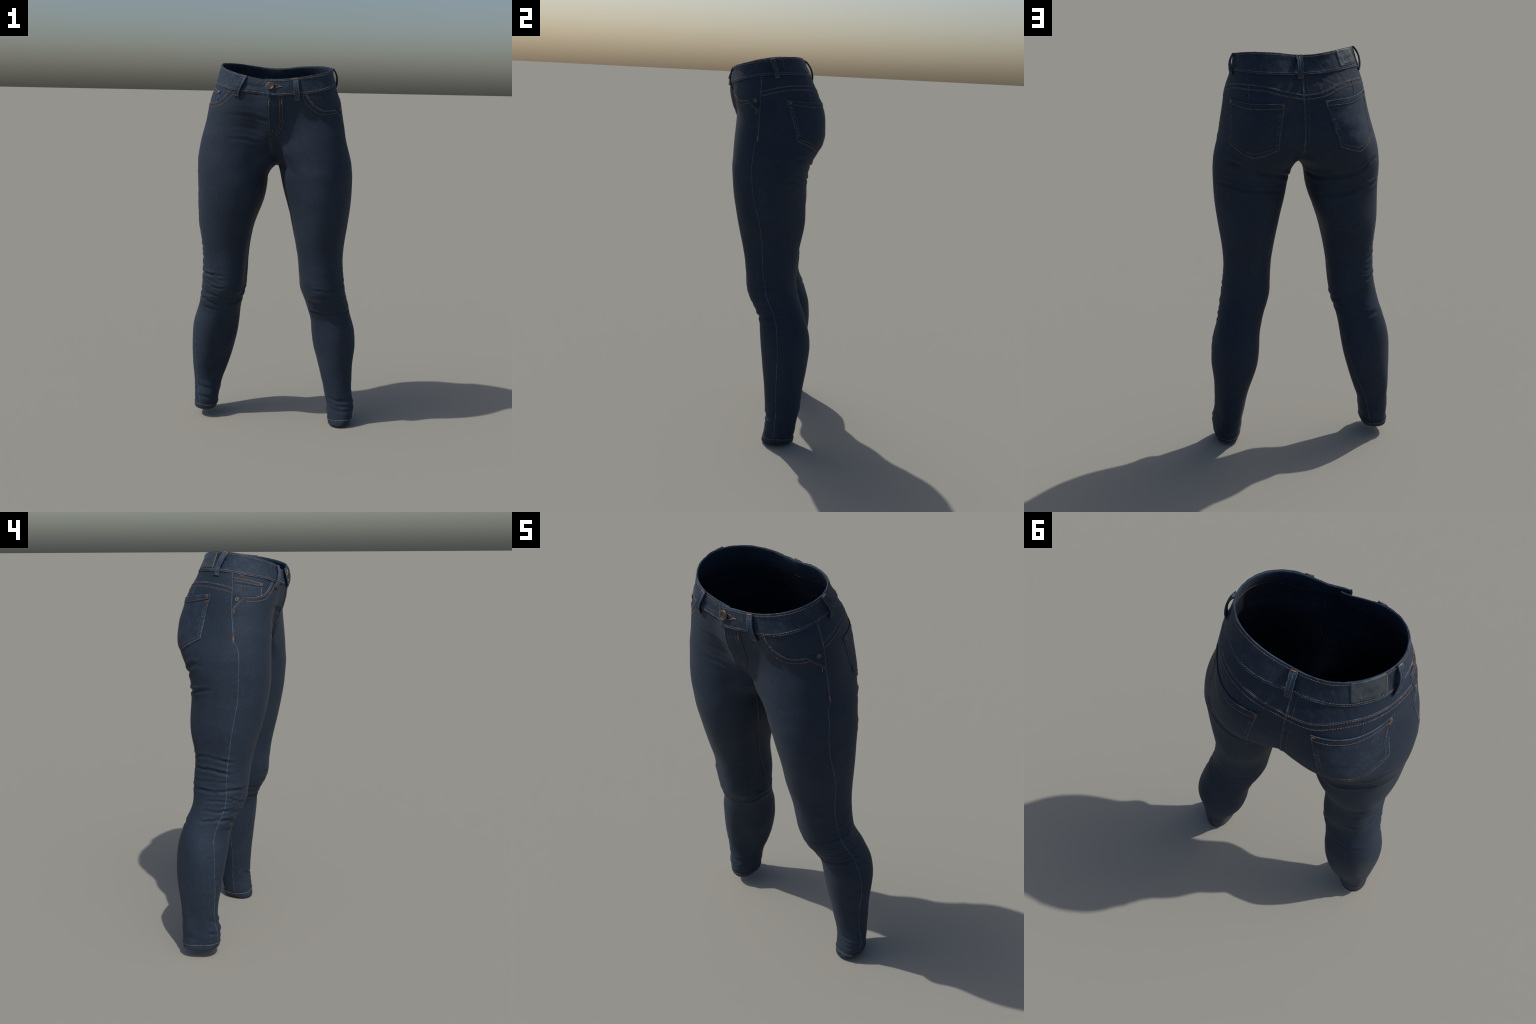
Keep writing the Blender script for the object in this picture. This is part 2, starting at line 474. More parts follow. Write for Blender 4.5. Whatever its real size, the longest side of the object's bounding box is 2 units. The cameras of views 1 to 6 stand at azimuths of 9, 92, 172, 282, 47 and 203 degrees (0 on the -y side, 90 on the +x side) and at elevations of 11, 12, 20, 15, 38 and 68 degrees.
YOKE_UPPER = [(-8.7, 1.811), (-.2, 1.825), (9.2, 1.837), (17, 1.844), (26, 1.847), (41, 1.847), (51, 1.843), (61, 1.831), (71, 1.818), (82, 1.809), (90.5, 1.802),
              (104, 1.806), (114, 1.815), (125, 1.835), (135, 1.849), (146, 1.855), (156, 1.856), (165, 1.853), (174, 1.846), (180.6, 1.838), (186.5, 1.829)]
YOKE_GAP = .0155

# --------------------------------------------------------------------------------------
# 3. MATERIALS
# --------------------------------------------------------------------------------------
def new_material(name, rough=.75, spec=.25):
    m = bpy.data.materials.new(name)
    m.use_nodes = True
    nt = m.node_tree
    b = nt.nodes["Principled BSDF"]
    b.inputs["Roughness"].default_value = rough
    b.inputs["Specular IOR Level"].default_value = spec
    return m, nt, b


def node(nt, kind, **kw):
    n = nt.nodes.new(kind)
    for k, v in kw.items():
        if k in n.inputs.keys() if hasattr(n.inputs, "keys") else False:
            n.inputs[k].default_value = v
        else:
            setattr(n, k, v)
    return n


def noise_node(nt, vec, scale, detail=3, rough=.6):
    n = nt.nodes.new("ShaderNodeTexNoise")
    n.inputs["Scale"].default_value = scale
    n.inputs["Detail"].default_value = detail
    n.inputs["Roughness"].default_value = rough
    nt.links.new(vec, n.inputs["Vector"])
    return n.outputs["Fac"]


def ramp(nt, fac, stops):
    r = nt.nodes.new("ShaderNodeValToRGB")
    e = r.color_ramp.elements
    while len(e) < len(stops):
        e.new(.5)
    for el, (pos, col) in zip(e, stops):
        el.position = pos
        el.color = (*col, 1)
    nt.links.new(fac, r.inputs["Fac"])
    return r.outputs["Color"]


def mix(nt, fac, a, b, blend="MIX"):
    m = nt.nodes.new("ShaderNodeMix")
    m.data_type = "RGBA"
    m.blend_type = blend
    for sock, val in ((m.inputs[0], fac), (m.inputs[6], a), (m.inputs[7], b)):
        if isinstance(val, bpy.types.NodeSocket):
            nt.links.new(val, sock)
        elif isinstance(val, tuple):
            sock.default_value = (*val, 1)
        else:
            sock.default_value = val
    return m.outputs[2]


def coords(nt, scale=(1, 1, 1)):
    tc = nt.nodes.new("ShaderNodeTexCoord")
    mp = nt.nodes.new("ShaderNodeMapping")
    mp.inputs["Scale"].default_value = scale
    nt.links.new(tc.outputs["Object"], mp.inputs["Vector"])
    return mp.outputs["Vector"]


def denim(name, dark, mid, pale, wear=.5, rough=.7, spec=.3, bump=.25):
    """Indigo twill: broad mottling, vertical slubs, pale worn specks and a fine weave."""
    m, nt, b = new_material(name, rough, spec)
    flat = coords(nt)
    slub = coords(nt, (1, 1, .12))
    cross = coords(nt, (.25, .25, 1))
    base = ramp(nt, noise_node(nt, flat, 7, 4), [(.30, dark), (.70, mid)])
    base = mix(nt, .22, base, ramp(nt, noise_node(nt, slub, 260, 2), [(.35, dark), (.75, pale)]))
    base = mix(nt, .14, base, ramp(nt, noise_node(nt, cross, 330, 2), [(.40, dark), (.72, pale)]))
    worn = ramp(nt, noise_node(nt, flat, 38, 5, .7), [(.52, (0, 0, 0)), (.78, (wear, wear, wear))])
    base = mix(nt, worn, base, pale)
    # soft rubbed clouds
    cloud = ramp(nt, noise_node(nt, flat, 15, 3, .55), [(.50, (0, 0, 0)), (.74, (wear * .45, wear * .45, wear * .45))])
    base = mix(nt, cloud, base, pale)
    nt.links.new(base, b.inputs["Base Color"])
    bp = nt.nodes.new("ShaderNodeBump")
    bp.inputs["Strength"].default_value = bump
    bp.inputs["Distance"].default_value = .0012
    nt.links.new(noise_node(nt, flat, 420, 2), bp.inputs["Height"])
    nt.links.new(bp.outputs["Normal"], b.inputs["Normal"])
    b.inputs["Sheen Weight"].default_value = .02
    b.inputs["Sheen Roughness"].default_value = .5
    return m


def thread(name, dark, light):
    m, nt, b = new_material(name, .7, .2)
    c = ramp(nt, noise_node(nt, coords(nt), 160, 3), [(.35, dark), (.65, light)])
    nt.links.new(c, b.inputs["Base Color"])
    return m


def metal(name, dark, light, metallic=.8, rough=.45):
    m, nt, b = new_material(name, rough, .5)
    b.inputs["Metallic"].default_value = metallic
    c = ramp(nt, noise_node(nt, coords(nt), 300, 4), [(.35, dark), (.7, light)])
    nt.links.new(c, b.inputs["Base Color"])
    return m


INDIGO = denim("indigo_denim", (.0093, .0165, .0316), (.0141, .0229, .0406), (.032, .059, .100), wear=.16, spec=.25)
INDIGO_WORN = denim("worn_indigo_denim", (.0070, .0142, .0285), (.0146, .0256, .0462), (.044, .080, .135), wear=.40, spec=.26)
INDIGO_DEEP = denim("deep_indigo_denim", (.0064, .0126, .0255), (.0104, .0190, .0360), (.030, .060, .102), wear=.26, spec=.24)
LOOP = denim("rubbed_denim", (.0120, .0230, .0430), (.0270, .0480, .0810), (.085, .130, .190), wear=.65, spec=.24)
FADED = denim("faded_denim_edge", (.0135, .0260, .0490), (.0320, .0570, .0970), (.105, .165, .245), wear=.9, bump=.4)
PATCH = denim("blue_grey_leather", (.026, .038, .048), (.038, .054, .066), (.066, .086, .100), wear=.3, rough=.5, spec=.5, bump=.3)
THREAD = thread("tan_thread", (.125, .080, .054), (.300, .192, .128))
THREAD_DIM = thread("brown_thread", (.070, .048, .038), (.180, .112, .076))
THREAD_BLUE = thread("pale_blue_thread", (.030, .052, .085), (.085, .130, .190))
TACK = thread("orange_bar_tack", (.230, .085, .028), (.360, .145, .050))
GUNMETAL = metal("gunmetal", (.040, .038, .036), (.190, .175, .165), metallic=.6)
BUTTON = metal("dark_button_metal", (.020, .018, .016), (.085, .076, .070), metallic=.7)
COPPER = metal("aged_copper", (.060, .040, .030), (.260, .160, .110))

# --------------------------------------------------------------------------------------
# 4. OBJECT HELPERS
# --------------------------------------------------------------------------------------
root = bpy.data.objects.new("denim_jeans", None)
root["label"] = "dark blue skinny denim jeans standing upright as if worn"
root["category"] = "trousers"
root.empty_display_size = .2
bpy.context.collection.objects.link(root)


def add_object(name, verts, faces, material, parent=root, smooth=True, normals=None, kind=None):
    me = bpy.data.meshes.new(name)
    verts = np.asarray(verts, np.float32)
    if isinstance(faces, np.ndarray):
        n = len(faces); k = faces.shape[1]
        me.vertices.add(len(verts)); me.vertices.foreach_set("co", verts.ravel())
        me.loops.add(n * k); me.loops.foreach_set("vertex_index", faces.astype(np.int32).ravel())
        me.polygons.add(n); me.polygons.foreach_set("loop_start", np.arange(0, n * k, k, dtype=np.int32))
        me.update(calc_edges=True)
        me.validate()
    else:
        me.from_pydata(verts.tolist(), [], faces)
    if smooth:
        me.shade_smooth()
    if normals is not None:
        me.normals_split_custom_set_from_vertices(np.asarray(normals, np.float32).tolist())
    me.materials.append(material)
    ob = bpy.data.objects.new(name, me)
    bpy.context.collection.objects.link(ob)
    ob.parent = parent
    if kind:
        ob["kind"] = kind
    return ob


def grid_faces(nu, nv, wrap_u=False, wrap_v=False, base=0):
    """Quads of a grid stored row by row: index = i * nv + j."""
    i, j = np.meshgrid(np.arange(nu if wrap_u else nu - 1), np.arange(nv if wrap_v else nv - 1), indexing="ij")
    i, j = i.ravel(), j.ravel()
    i2, j2 = (i + 1) % nu, (j + 1) % nv
    return base + np.stack([i * nv + j, i2 * nv + j, i2 * nv + j2, i * nv + j2], 1)


class Bag:
    """Collects small pieces into one mesh."""
    def __init__(self):
        self.v, self.f, self.n = [], [], 0

    def add(self, v, f):
        self.v.append(v); self.f.append(f + self.n); self.n += len(v)

    def build(self, name, material, parent=root, kind=None):
        if self.n:
            return add_object(name, np.concatenate(self.v), np.concatenate(self.f), material, parent, kind=kind)


def smooth_path(pts, step=.004, rounds=3):
    """Chaikin-rounded and evenly resampled polyline in any dimension."""
    p = np.array(pts, float)
    for _ in range(rounds):
        q = np.empty((2 * len(p) - 2, p.shape[1]))
        q[0::2] = .75 * p[:-1] + .25 * p[1:]; q[1::2] = .25 * p[:-1] + .75 * p[1:]
        p = np.concatenate([p[:1], q, p[-1:]])
    return p


def hip_path(pts, lift=0.0, step=.003, rounds=3):
    """(angle, height) control points on the hips -> evenly spaced surface points and normals."""
    ctrl = smooth_path(pts, rounds=rounds) if rounds else np.array(pts, float)
    return resample_on(hips, ctrl, lift, step)


def resample_on(tube, ctrl, lift, step):
    scale = np.array([math.pi / 180 * .25, 1.0])
    s = np.concatenate([[0], np.cumsum(np.linalg.norm(np.diff(ctrl * scale, axis=0), axis=1))])
    n = max(2, int(s[-1] / step) + 1)
    t = np.linspace(0, s[-1], n)
    a, z = np.interp(t, s, ctrl[:, 0]), np.interp(t, s, ctrl[:, 1])
    p0 = on_tube(tube, a, z)
    return finish_surface(p0, np.full(len(p0), lift))


def leg_path(tube, line, lift=0.0, step=.003):
    return resample_on(tube, smooth_path(line), lift, step)


CAP = [(-.5, 0.25), (-.42, .75), (0, 1), (.42, .75), (.5, .25)]


def stitches(bag, path, length=.0068, gap=.0026, width=.00085, lift=.0006, jitter=.12, flip=1):
    """Separate thread stitches laid along a path of (points, normals)."""
    p, n = path
    s = np.concatenate([[0], np.cumsum(np.linalg.norm(np.diff(p, axis=0), axis=1))])
    at = .5 * length
    k = 6
    ang = np.arange(k) / k * 2 * np.pi
    while at < s[-1]:
        c = np.array([np.interp(at, s, p[:, d]) for d in range(3)])
        a = np.array([np.interp(max(at - length / 2, 0), s, p[:, d]) for d in range(3)])
        b = np.array([np.interp(min(at + length / 2, s[-1]), s, p[:, d]) for d in range(3)])
        nn = unit(np.array([np.interp(at, s, n[:, d]) for d in range(3)])) * flip
        t = unit(b - a)
        side = np.cross(nn, t)
        t = unit(t + side * jitter * (RNG.random() * .6 + .7))
        side = unit(np.cross(nn, t))
        L = np.linalg.norm(b - a) * (1 + .1 * RNG.standard_normal())
        w = width * (1 + .12 * RNG.standard_normal())
        rows = [c + nn * lift + t * (u * L) + (side[None] * np.cos(ang)[:, None] * 1.15 + nn[None] * np.sin(ang)[:, None] * .9) * w * r for u, r in CAP]
        bag.add(np.concatenate(rows), grid_faces(len(CAP), k, wrap_v=True))
        at += length + gap


def bar_tack(bag, a, b, n, width=.0018, height=.0012):
    """A dense satin bar of thread between two points."""
    n = unit(n); t = unit(b - a); side = np.cross(n, t)
    k = 10
    ang = np.arange(k) / k * 2 * np.pi
    rows = []
    m = 14
    for i in range(m):
        u = i / (m - 1)
        r = (1 - abs(2 * u - 1) ** 6) ** .5 * (1 + .12 * (-1) ** i)
        rows.append(a + (b - a) * u + (side[None] * np.cos(ang)[:, None] * width + n[None] * np.sin(ang)[:, None] * height) * max(r, .15))
    bag.add(np.concatenate(rows), grid_faces(m, k, wrap_v=True))


def ribbon(bag, path, width, height, shift=0.0, flip=1, wobble=.25, seed=0):
    """Low rounded strip of cloth (a seam edge) along a path."""
    p, n = path
    n = n * flip
    t = unit(np.gradient(p, axis=0))
    side = unit(np.cross(n, t))
    i = np.arange(len(p))
    w = width * (1 + wobble * noise3(np.stack([i * .21, i * 0, i * 0 + seed], -1), 71))
    h = height * (1 + wobble * noise3(np.stack([i * .33, i * 0, i * 0 + seed + 5], -1), 72))
    prof = [(-.5, -.6), (-.42, .5), (-.2, .95), (.2, .95), (.42, .5), (.5, -.6)]
    v = np.stack([p + side * (shift + a * w)[:, None] + n * (b * h)[:, None] for a, b in prof], 1).reshape(-1, 3)
    bag.add(v, grid_faces(len(p), len(prof)))


def border_spaced(n, edge):
    """0..1 with two extra tight lines at either end, for turned-down borders."""
    return np.concatenate([[0, edge, 2.2 * edge], np.linspace(4 * edge, 1 - 4 * edge, n), [1 - 2.2 * edge, 1 - edge, 1]])


def patch(corner_map, nu, nv, height, eu=.01, ev=.01, tube=hips, base=None, relief=None):
    """A raised piece of cloth: corner_map(u, v) -> (angle, height); borders turn down to the surface."""
    U, V = border_spaced(nu, eu), border_spaced(nv, ev)
    u, v = np.meshgrid(U, V, indexing="ij")
    i, j = np.meshgrid(np.arange(len(U)), np.arange(len(V)), indexing="ij")
    d = np.minimum(np.minimum(i, len(U) - 1 - i), np.minimum(j, len(V) - 1 - j)).ravel()
    u, v = u.ravel(), v.ravel()
    a, z = corner_map(u, v)
    p0 = on_tube(tube, a, z)
    lift = height * np.choose(np.minimum(d, 3), [-.5, .70, .95, 1.0])
    if base is not None:
        lift = lift + base(u, v) * (d > 0)
    if relief is not None:
        lift = lift + relief(u, v) * (d > 1)
    p, n = finish_surface(p0, lift)
    return p, grid_faces(len(U), len(V))

# --------------------------------------------------------------------------------------
# 5. CLOTH BODY: polygonise, wrinkle, cut into panels
# --------------------------------------------------------------------------------------
def hem_line(p):
    """Height of the hem stitch line under/over a point of either leg."""
    x, y = p[..., 0], p[..., 1]
    return np.where(x > 0, .038 + .087 * (x - .389) - .053 * (y - .112), .076 - .068 * (x + .394) - .044 * (y - .113))


def hem_bottom(p):
    x, y = p[..., 0], p[..., 1]
    return np.where(x > 0, .0068 + .055 * (x - .393) + .045 * (y - .123), .047 - .02 * (x + .388) + .005 * (y - .115))


EDGE_DROP = .009
coarse, coarse_quads = surface_nets((-.52, -.31, -.02), (.52, .33, 2.06), .008)
coarse = relax(project(coarse), coarse_quads, 3)
base, quads = split_quads(coarse, coarse_quads)
base = relax(base, quads, 1)


def cloth_part(v, q, top=.012, low=-.010):
    c = v[q].mean(1)
    deg = np.degrees(hips.angle(c))
    keep = ~((c[:, 2] > 1.7) & (c[:, 2] > waist_z(deg) - EDGE_DROP + top)) & (c[:, 2] > hem_line(c) + low)
    return q[keep], c[keep]


quads, centre = cloth_part(base, quads)
normal0 = unit(gradient(base, body_field))
body = base + normal0 * displacement(base)[:, None]
fn = np.cross(body[quads[:, 2]] - body[quads[:, 0]], body[quads[:, 3]] - body[quads[:, 1]])
vn = np.zeros_like(body)
for k in range(4):
    np.add.at(vn, quads[:, k], fn)
vn = unit(vn)
vn *= np.sign((vn * normal0).sum(1))[:, None]

# which panel each face belongs to
x, z = centre[:, 0], centre[:, 2]
is_left = x > 0
hip_deg = np.degrees(hips.angle(centre))
front = np.zeros(len(quads), bool)
m = (z > 1.565) & is_left
front[m] = (hip_deg[m] < line_angle(HIP_SIDE_LEFT, z[m])) & (hip_deg[m] > -110)
m = (z > 1.565) & ~is_left
front[m] = (hip_deg[m] < -60) & (hip_deg[m] > line_angle(HIP_SIDE_RIGHT, z[m]))
for tube, mine, side, inner, front_first in ((left_leg, is_left, SIDE_LEFT, INSEAM_LEFT, False), (right_leg, ~is_left, SIDE_RIGHT, INSEAM_RIGHT, True)):
    m = (z <= 1.565) & mine
    deg = np.degrees(tube.angle(centre[m]))
    s, i = line_angle(side, z[m]), line_angle(inner, z[m])
    within = (deg - s) % 360 < (i - s) % 360
    front[m] = within if front_first else ~within
yoke_z = ring_interp([(a, b) for a, b in YOKE_UPPER] + [(-90, 1.9)], hip_deg) - YOKE_GAP * .5
yoke = ~front & (z > 1.7) & (z > yoke_z)

for name, mask in (("front_panel", front & is_left), ("front_panel", front & ~is_left),
                   ("back_panel", ~front & ~yoke & is_left), ("back_panel", ~front & ~yoke & ~is_left),
                   ("yoke", yoke & is_left), ("yoke", yoke & ~is_left)):
    f = quads[mask]
    used, inv = np.unique(f, return_inverse=True)
    add_object(name, body[used], inv.reshape(-1, 4), INDIGO, normals=vn[used])

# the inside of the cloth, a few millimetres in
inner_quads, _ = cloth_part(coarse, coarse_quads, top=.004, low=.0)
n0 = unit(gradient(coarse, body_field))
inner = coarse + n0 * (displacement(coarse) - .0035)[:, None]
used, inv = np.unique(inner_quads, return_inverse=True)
add_object("inner_lining", inner[used], inv.reshape(-1, 4)[:, ::-1].copy(), INDIGO_DEEP)  # same denim, colour darkened to bake in the occlusion shade inside the waist

# --------------------------------------------------------------------------------------
# 6. LEG HEMS: a turned-up band with a rolled bottom edge
# --------------------------------------------------------------------------------------
def leg_ring(tube, th, zline):
    """Points of a leg at the height given by a sloping plane function."""
    zz = np.full_like(th, .05)
    for _ in range(4):
        p = tube.point(th, zz)
        zz = zline(p)
    return tube.point(th, np.maximum(zz, tube.z0))


for tube, side_line, inner_line in ((left_leg, SIDE_LEFT, INSEAM_LEFT), (right_leg, SIDE_RIGHT, INSEAM_RIGHT)):
    th = np.linspace(0, 2 * np.pi, 240, endpoint=False)
    top = leg_ring(tube, th, hem_line)
    bot = leg_ring(tube, th, hem_bottom)
    bot[:, 2] = hem_bottom(bot)
    out = np.stack([np.cos(th), np.sin(th), 0 * th], -1)
    ripple = .0016 * noise3(np.stack([np.cos(th) * 3, np.sin(th) * 3, 0 * th + (1 if tube is left_leg else 4)], -1), 61)
    ripple2 = .0008 * noise3(np.stack([np.cos(th) * 9, np.sin(th) * 9, 0 * th], -1), 62)
    td, _ = finish_surface(top, np.zeros(len(top)))
    bulge = ((td - top) * out).sum(1)
    rows = []
    #   (share of the way down, offset outwards)
    for f, o in ((-.16, -.0015), (-.13, .0014), (0, .0022), (.12, .0020), (.3, .0026), (.5, .0026), (.7, .0020), (.86, .0002), (.96, -.0040), (1.0, -.0095), (.97, -.0150), (.6, -.0150), (0, -.0085)):
        p = top + (bot - top) * f
        p = p + out * (o + bulge * (1 - max(f, 0)) + (ripple + ripple2) * min(1, max(0, f * 2)))[:, None]
        rows.append(p)
    grid = np.stack(rows, 0).reshape(-1, 3)
    hem = add_object("leg_hem", grid, grid_faces(len(rows), len(th), wrap_v=True), INDIGO_WORN)
    sp = rows[2] + out * .0006
    closed = np.concatenate([sp, sp[:1]])
    bag = Bag()
    stitches(bag, (closed, np.concatenate([out, out[:1]])), length=.0080, gap=.0014, width=.0012)
    bag.build("stitching", THREAD, hem, "stuff")
    bag = Bag()
    up = rows[1] + out * .0004
    ribbon(bag, (np.concatenate([up, up[:1]]), np.concatenate([out, out[:1]])), .0030, .0005, seed=3)
    bag.build("hem_edge", INDIGO_WORN, hem)

# --------------------------------------------------------------------------------------
# 7. SEAMS of the legs and seat
# --------------------------------------------------------------------------------------
seam_bag, seam_thread, dim_thread = Bag(), Bag(), Bag()
for tube, side, inner, hip_side in ((left_leg, SIDE_LEFT, INSEAM_LEFT, HIP_SIDE_LEFT), (right_leg, SIDE_RIGHT, INSEAM_RIGHT, HIP_SIDE_RIGHT)):
    sgn = 1 if tube is left_leg else -1
    low = .045 if tube is left_leg else .085
    line = [(a, b) for a, b in side if b > low] + [(line_angle(side, low), low)]
    ribbon(seam_bag, leg_path(tube, line, .0002), .0042, .0010, seed=sgn + 2)
    stitches(seam_thread, leg_path(tube, line, .0008), length=.006, gap=.004, width=.0007)
    line = [(a, b) for a, b in inner if b > low] + [(line_angle(inner, low), low)]
    path = leg_path(tube, line, .0002)
    ribbon(seam_bag, path, .0036, .0008, seed=sgn + 7)
    for off in (.006, .014):
        p, n = path
        sd = unit(np.cross(n, unit(np.gradient(p, axis=0))))
        stitches(dim_thread, (p + sd * off * sgn, n), length=.0055, gap=.0035, width=.0006)
    hp = hip_path([((-7.1, 1.884) if sgn > 0 else (-177.5, 1.901))] + hip_side[1:], .0004)
    ribbon(seam_bag, hp, .0055, .0014, seed=sgn + 12)
    p, n = hp
    sd = unit(np.cross(n, unit(np.gradient(p, axis=0))))
    stitches(dim_thread, (p - sd * .006 * sgn, n), length=.006, gap=.003, width=.0008)
# centre front seam below the fly
cf = hip_path([(-90.6, 1.622), (-90, 1.598), (-88.6, 1.562), (-86.5, 1.535)], .0003)
ribbon(seam_bag, cf, .004, .001, seed=21)
p, n = cf
sd = unit(np.cross(n, unit(np.gradient(p, axis=0))))
for off in (.005, .011):
    stitches(dim_thread, (p + sd * off, n), length=.006, gap=.003, width=.0007)
# centre back seam
cb_line = [(90.8, 1.90), (90.6, 1.868), (90.2, 1.789), (89.8, 1.718), (89.3, 1.645), (88.6, 1.578), (87.5, 1.535)]
cb = hip_path(cb_line, .0004)
ribbon(seam_bag, cb, .006, .0016, seed=23)
p, n = cb
sd = unit(np.cross(n, unit(np.gradient(p, axis=0))))
for off in (-.006, -.021):
    stitches(dim_thread, (p - sd * off, n), length=.0062, gap=.003, width=.0009)
seam_bag.build("seam", FADED)
seam_thread.build("seam_stitching", THREAD_BLUE, kind="stuff")

# yoke seam: two rows of stitches with a narrow welt between them
welt, rows_of = Bag(), Bag()
for shift, w in ((0, .0009), (-YOKE_GAP, .0009)):
    stitches(rows_of, hip_path([(a, b + shift) for a, b in YOKE_UPPER], .0012), length=.0076, gap=.0014, width=w)
ribbon(welt, hip_path([(a, b + .0035) for a, b in YOKE_UPPER], .0002), .0040, .0012, seed=31)
ribbon(welt, hip_path([(a, b - YOKE_GAP - .0035) for a, b in YOKE_UPPER], .0000), .0030, .0007, seed=32)
welt.build("yoke_welt", FADED)
rows_of.build("yoke_stitching", THREAD, kind="stuff")
# darts across the yoke seam
dart = Bag()
for d in ([(35.3, 1.853), (36, 1.82), (36.9, 1.785)], [(145.7, 1.860), (145, 1.83), (144.2, 1.798)]):
    ribbon(dart, hip_path(d, .0008), .0028, .0010, seed=35)
dart.build("dart_seam", FADED)

# --------------------------------------------------------------------------------------
# 8. WAISTBAND with its overlapping front end
# --------------------------------------------------------------------------------------
FLAP = .015         # how far the overlapping end stands off the belly


def flap_lift(deg):
    """Extra lift of the overlapping end; deg runs from -97 (free end) upwards."""
    return FLAP * (1 - smoothstep(-97, -70, deg)) - .002 * smoothstep(250, 264, deg)


def band_relief(deg, f, deg_mod):
    """Soft creases pressed into the waistband by wearing."""
    r = .0012 * noise3(np.stack([deg * .11, f * 3, deg * 0], -1), 81) + .0007 * noise3(np.stack([deg * .35, f * 6, deg * 0 + 3], -1), 82)
    crease = np.exp(-((deg_mod - 246) / 13) ** 2)
    r = r + crease * (.0022 * np.sin((f - .08) * 2 * np.pi * 2.1))
    return r


BAND = [(0, -.0015), (0, .0022), (.025, .0034), (.10, .0034), (.2, .0028), (.3, .0026), (.4, .0025), (.5, .0025), (.6, .0025), (.7, .0025),
        (.8, .0025), (.88, .0027), (.95, .0026), (.985, .0014), (1, -.0008), (.99, -.0032), (.93, -.0045), (.75, -.0045), (.5, -.0045), (.25, -.0045), (.04, -.0045)]


def band_point(deg, f, lift):
    deg = np.asarray(deg, float); f = np.asarray(f, float)
    lo = waist_z(deg) - EDGE_DROP
    tip = (1 - smoothstep(-97, -86, deg))
    a = deg + tip * 5.0 * (1 - np.clip(f, 0, 1)) ** 2.2
    lo = lo - tip * .006
    hi = rim_z(deg)
    z = lo + (hi - lo) * f
    p0 = on_tube(hips, a, z)
    return finish_surface(p0, np.ravel(lift + flap_lift(deg)))


deg = np.concatenate([np.linspace(-97, -60, 76), np.linspace(-59.4, 272, 550)])
D, F = np.meshgrid(deg, np.array([b[0] for b in BAND]), indexing="ij")
O = np.broadcast_to(np.array([b[1] for b in BAND]), D.shape)
outer = (np.array([b[1] for b in BAND]) > .002)[None] * 1.0
lift = O + outer * band_relief(D.ravel(), F.ravel(), D.ravel() % 360).reshape(D.shape)
lift = np.maximum(lift, -.0045)
# close both ends
lift[0] = -.001; lift[-1] = -.001
pts, _ = band_point(D.ravel(), F.ravel(), lift.ravel())
waistband = add_object("waistband", pts, grid_faces(len(deg), len(BAND), wrap_v=True), INDIGO_WORN)


def band_path(d0, d1, height_of, lift=.0034, step=.35):
    d = np.arange(d0, d1, step)
    lo, hi = waist_z(d) - EDGE_DROP, rim_z(d)
    f = np.clip((height_of(d) - lo) / (hi - lo), -.05, 1)
    return band_point(d, f, np.full(len(d), lift) + band_relief(d, f, d % 360))


bag, bag2 = Bag(), Bag()
stitches(bag, band_path(-91.5, 262.5, lambda d: waist_z(d)), length=.0082, gap=.0008, width=.0010, jitter=.25)
stitches(bag2, band_path(-94.5, 262.5, lambda d: rim_z(d) - .0085), length=.0078, gap=.0014, width=.00085, jitter=.2)
d = np.full(12, -95.6); f = np.linspace(.12, .82, 12)
stitches(bag2, band_point(d + (1 - f) * 1.0, f, np.full(12, .003)), length=.006, gap=.003, width=.0007)
bag.build("waist_stitching", THREAD, waistband, "stuff")
bag2.build("rim_stitching", THREAD, waistband, "stuff")
edge = Bag()
ribbon(edge, band_path(-91.5, 262.5, lambda d: waist_z(d) - EDGE_DROP + .0022, .0026), .0046, .0014, seed=41)
ribbon(edge, band_path(-96, 262.5, lambda d: rim_z(d) - .0012, .0016), .0040, .0010, seed=42)
f = np.linspace(.0, .99, 40)
ribbon(edge, band_point(np.full(40, -96.9), f, np.full(40, .0012)), .0050, .0022, seed=43)
edge.build("waistband_edge", FADED, waistband)

# --------------------------------------------------------------------------------------
# 9. FLY, button and buttonhole
# --------------------------------------------------------------------------------------
def fly_map(u, v):
    z = 1.846 + (1.615 - 1.846) * v
    j = np.clip((1.70 - z) / .086, 0, 1)
    right = -71.5 - 19.5 * (1 - np.sqrt(np.maximum(1 - j ** 2, 0)))
    left = np.interp(z, [1.615, 1.66, 1.69, 1.76, 1.81, 1.846], [-91.1, -90.6, -90.2, -90.6, -90.6, -91.1])
    return left + (np.maximum(right, left + .4) - left) * u, z


def fly_base(u, v):
    return .0080 * (1 - u) ** 1.6 * (1 - v) ** 1.3


p, f = patch(fly_map, 30, 60, .0016, .02, .006, base=fly_base)
fly = add_object("fly", p, f, INDIGO_DEEP)


def fly_path(uv, rounds=2):
    c = smooth_path(uv, rounds=rounds)
    s = np.concatenate([[0], np.cumsum(np.linalg.norm(np.diff(c * np.array([.08, .23]), axis=0), axis=1))])
    t = np.linspace(0, s[-1], max(3, int(s[-1] / .003)))
    u, v = np.interp(t, s, c[:, 0]), np.interp(t, s, c[:, 1])
    a, zz = fly_map(u, v)
    return finish_surface(on_tube(hips, a, zz), .0018 + fly_base(u, v))


def fly_line(pts):
    """Stitch line given in (angle, height), laid on the fly's own surface."""
    c = smooth_path(pts)
    s = np.concatenate([[0], np.cumsum(np.linalg.norm(np.diff(c * np.array([.0042, 1]), axis=0), axis=1))])
    t = np.linspace(0, s[-1], max(3, int(s[-1] / .003)))
    a, zz = np.interp(t, s, c[:, 0]), np.interp(t, s, c[:, 1])
    v = np.clip((1.846 - zz) / (1.846 - 1.615), 0, 1)
    u = np.clip((a + 91) / 19, 0, 1)
    return finish_surface(on_tube(hips, a, zz), .0018 + fly_base(u, v))


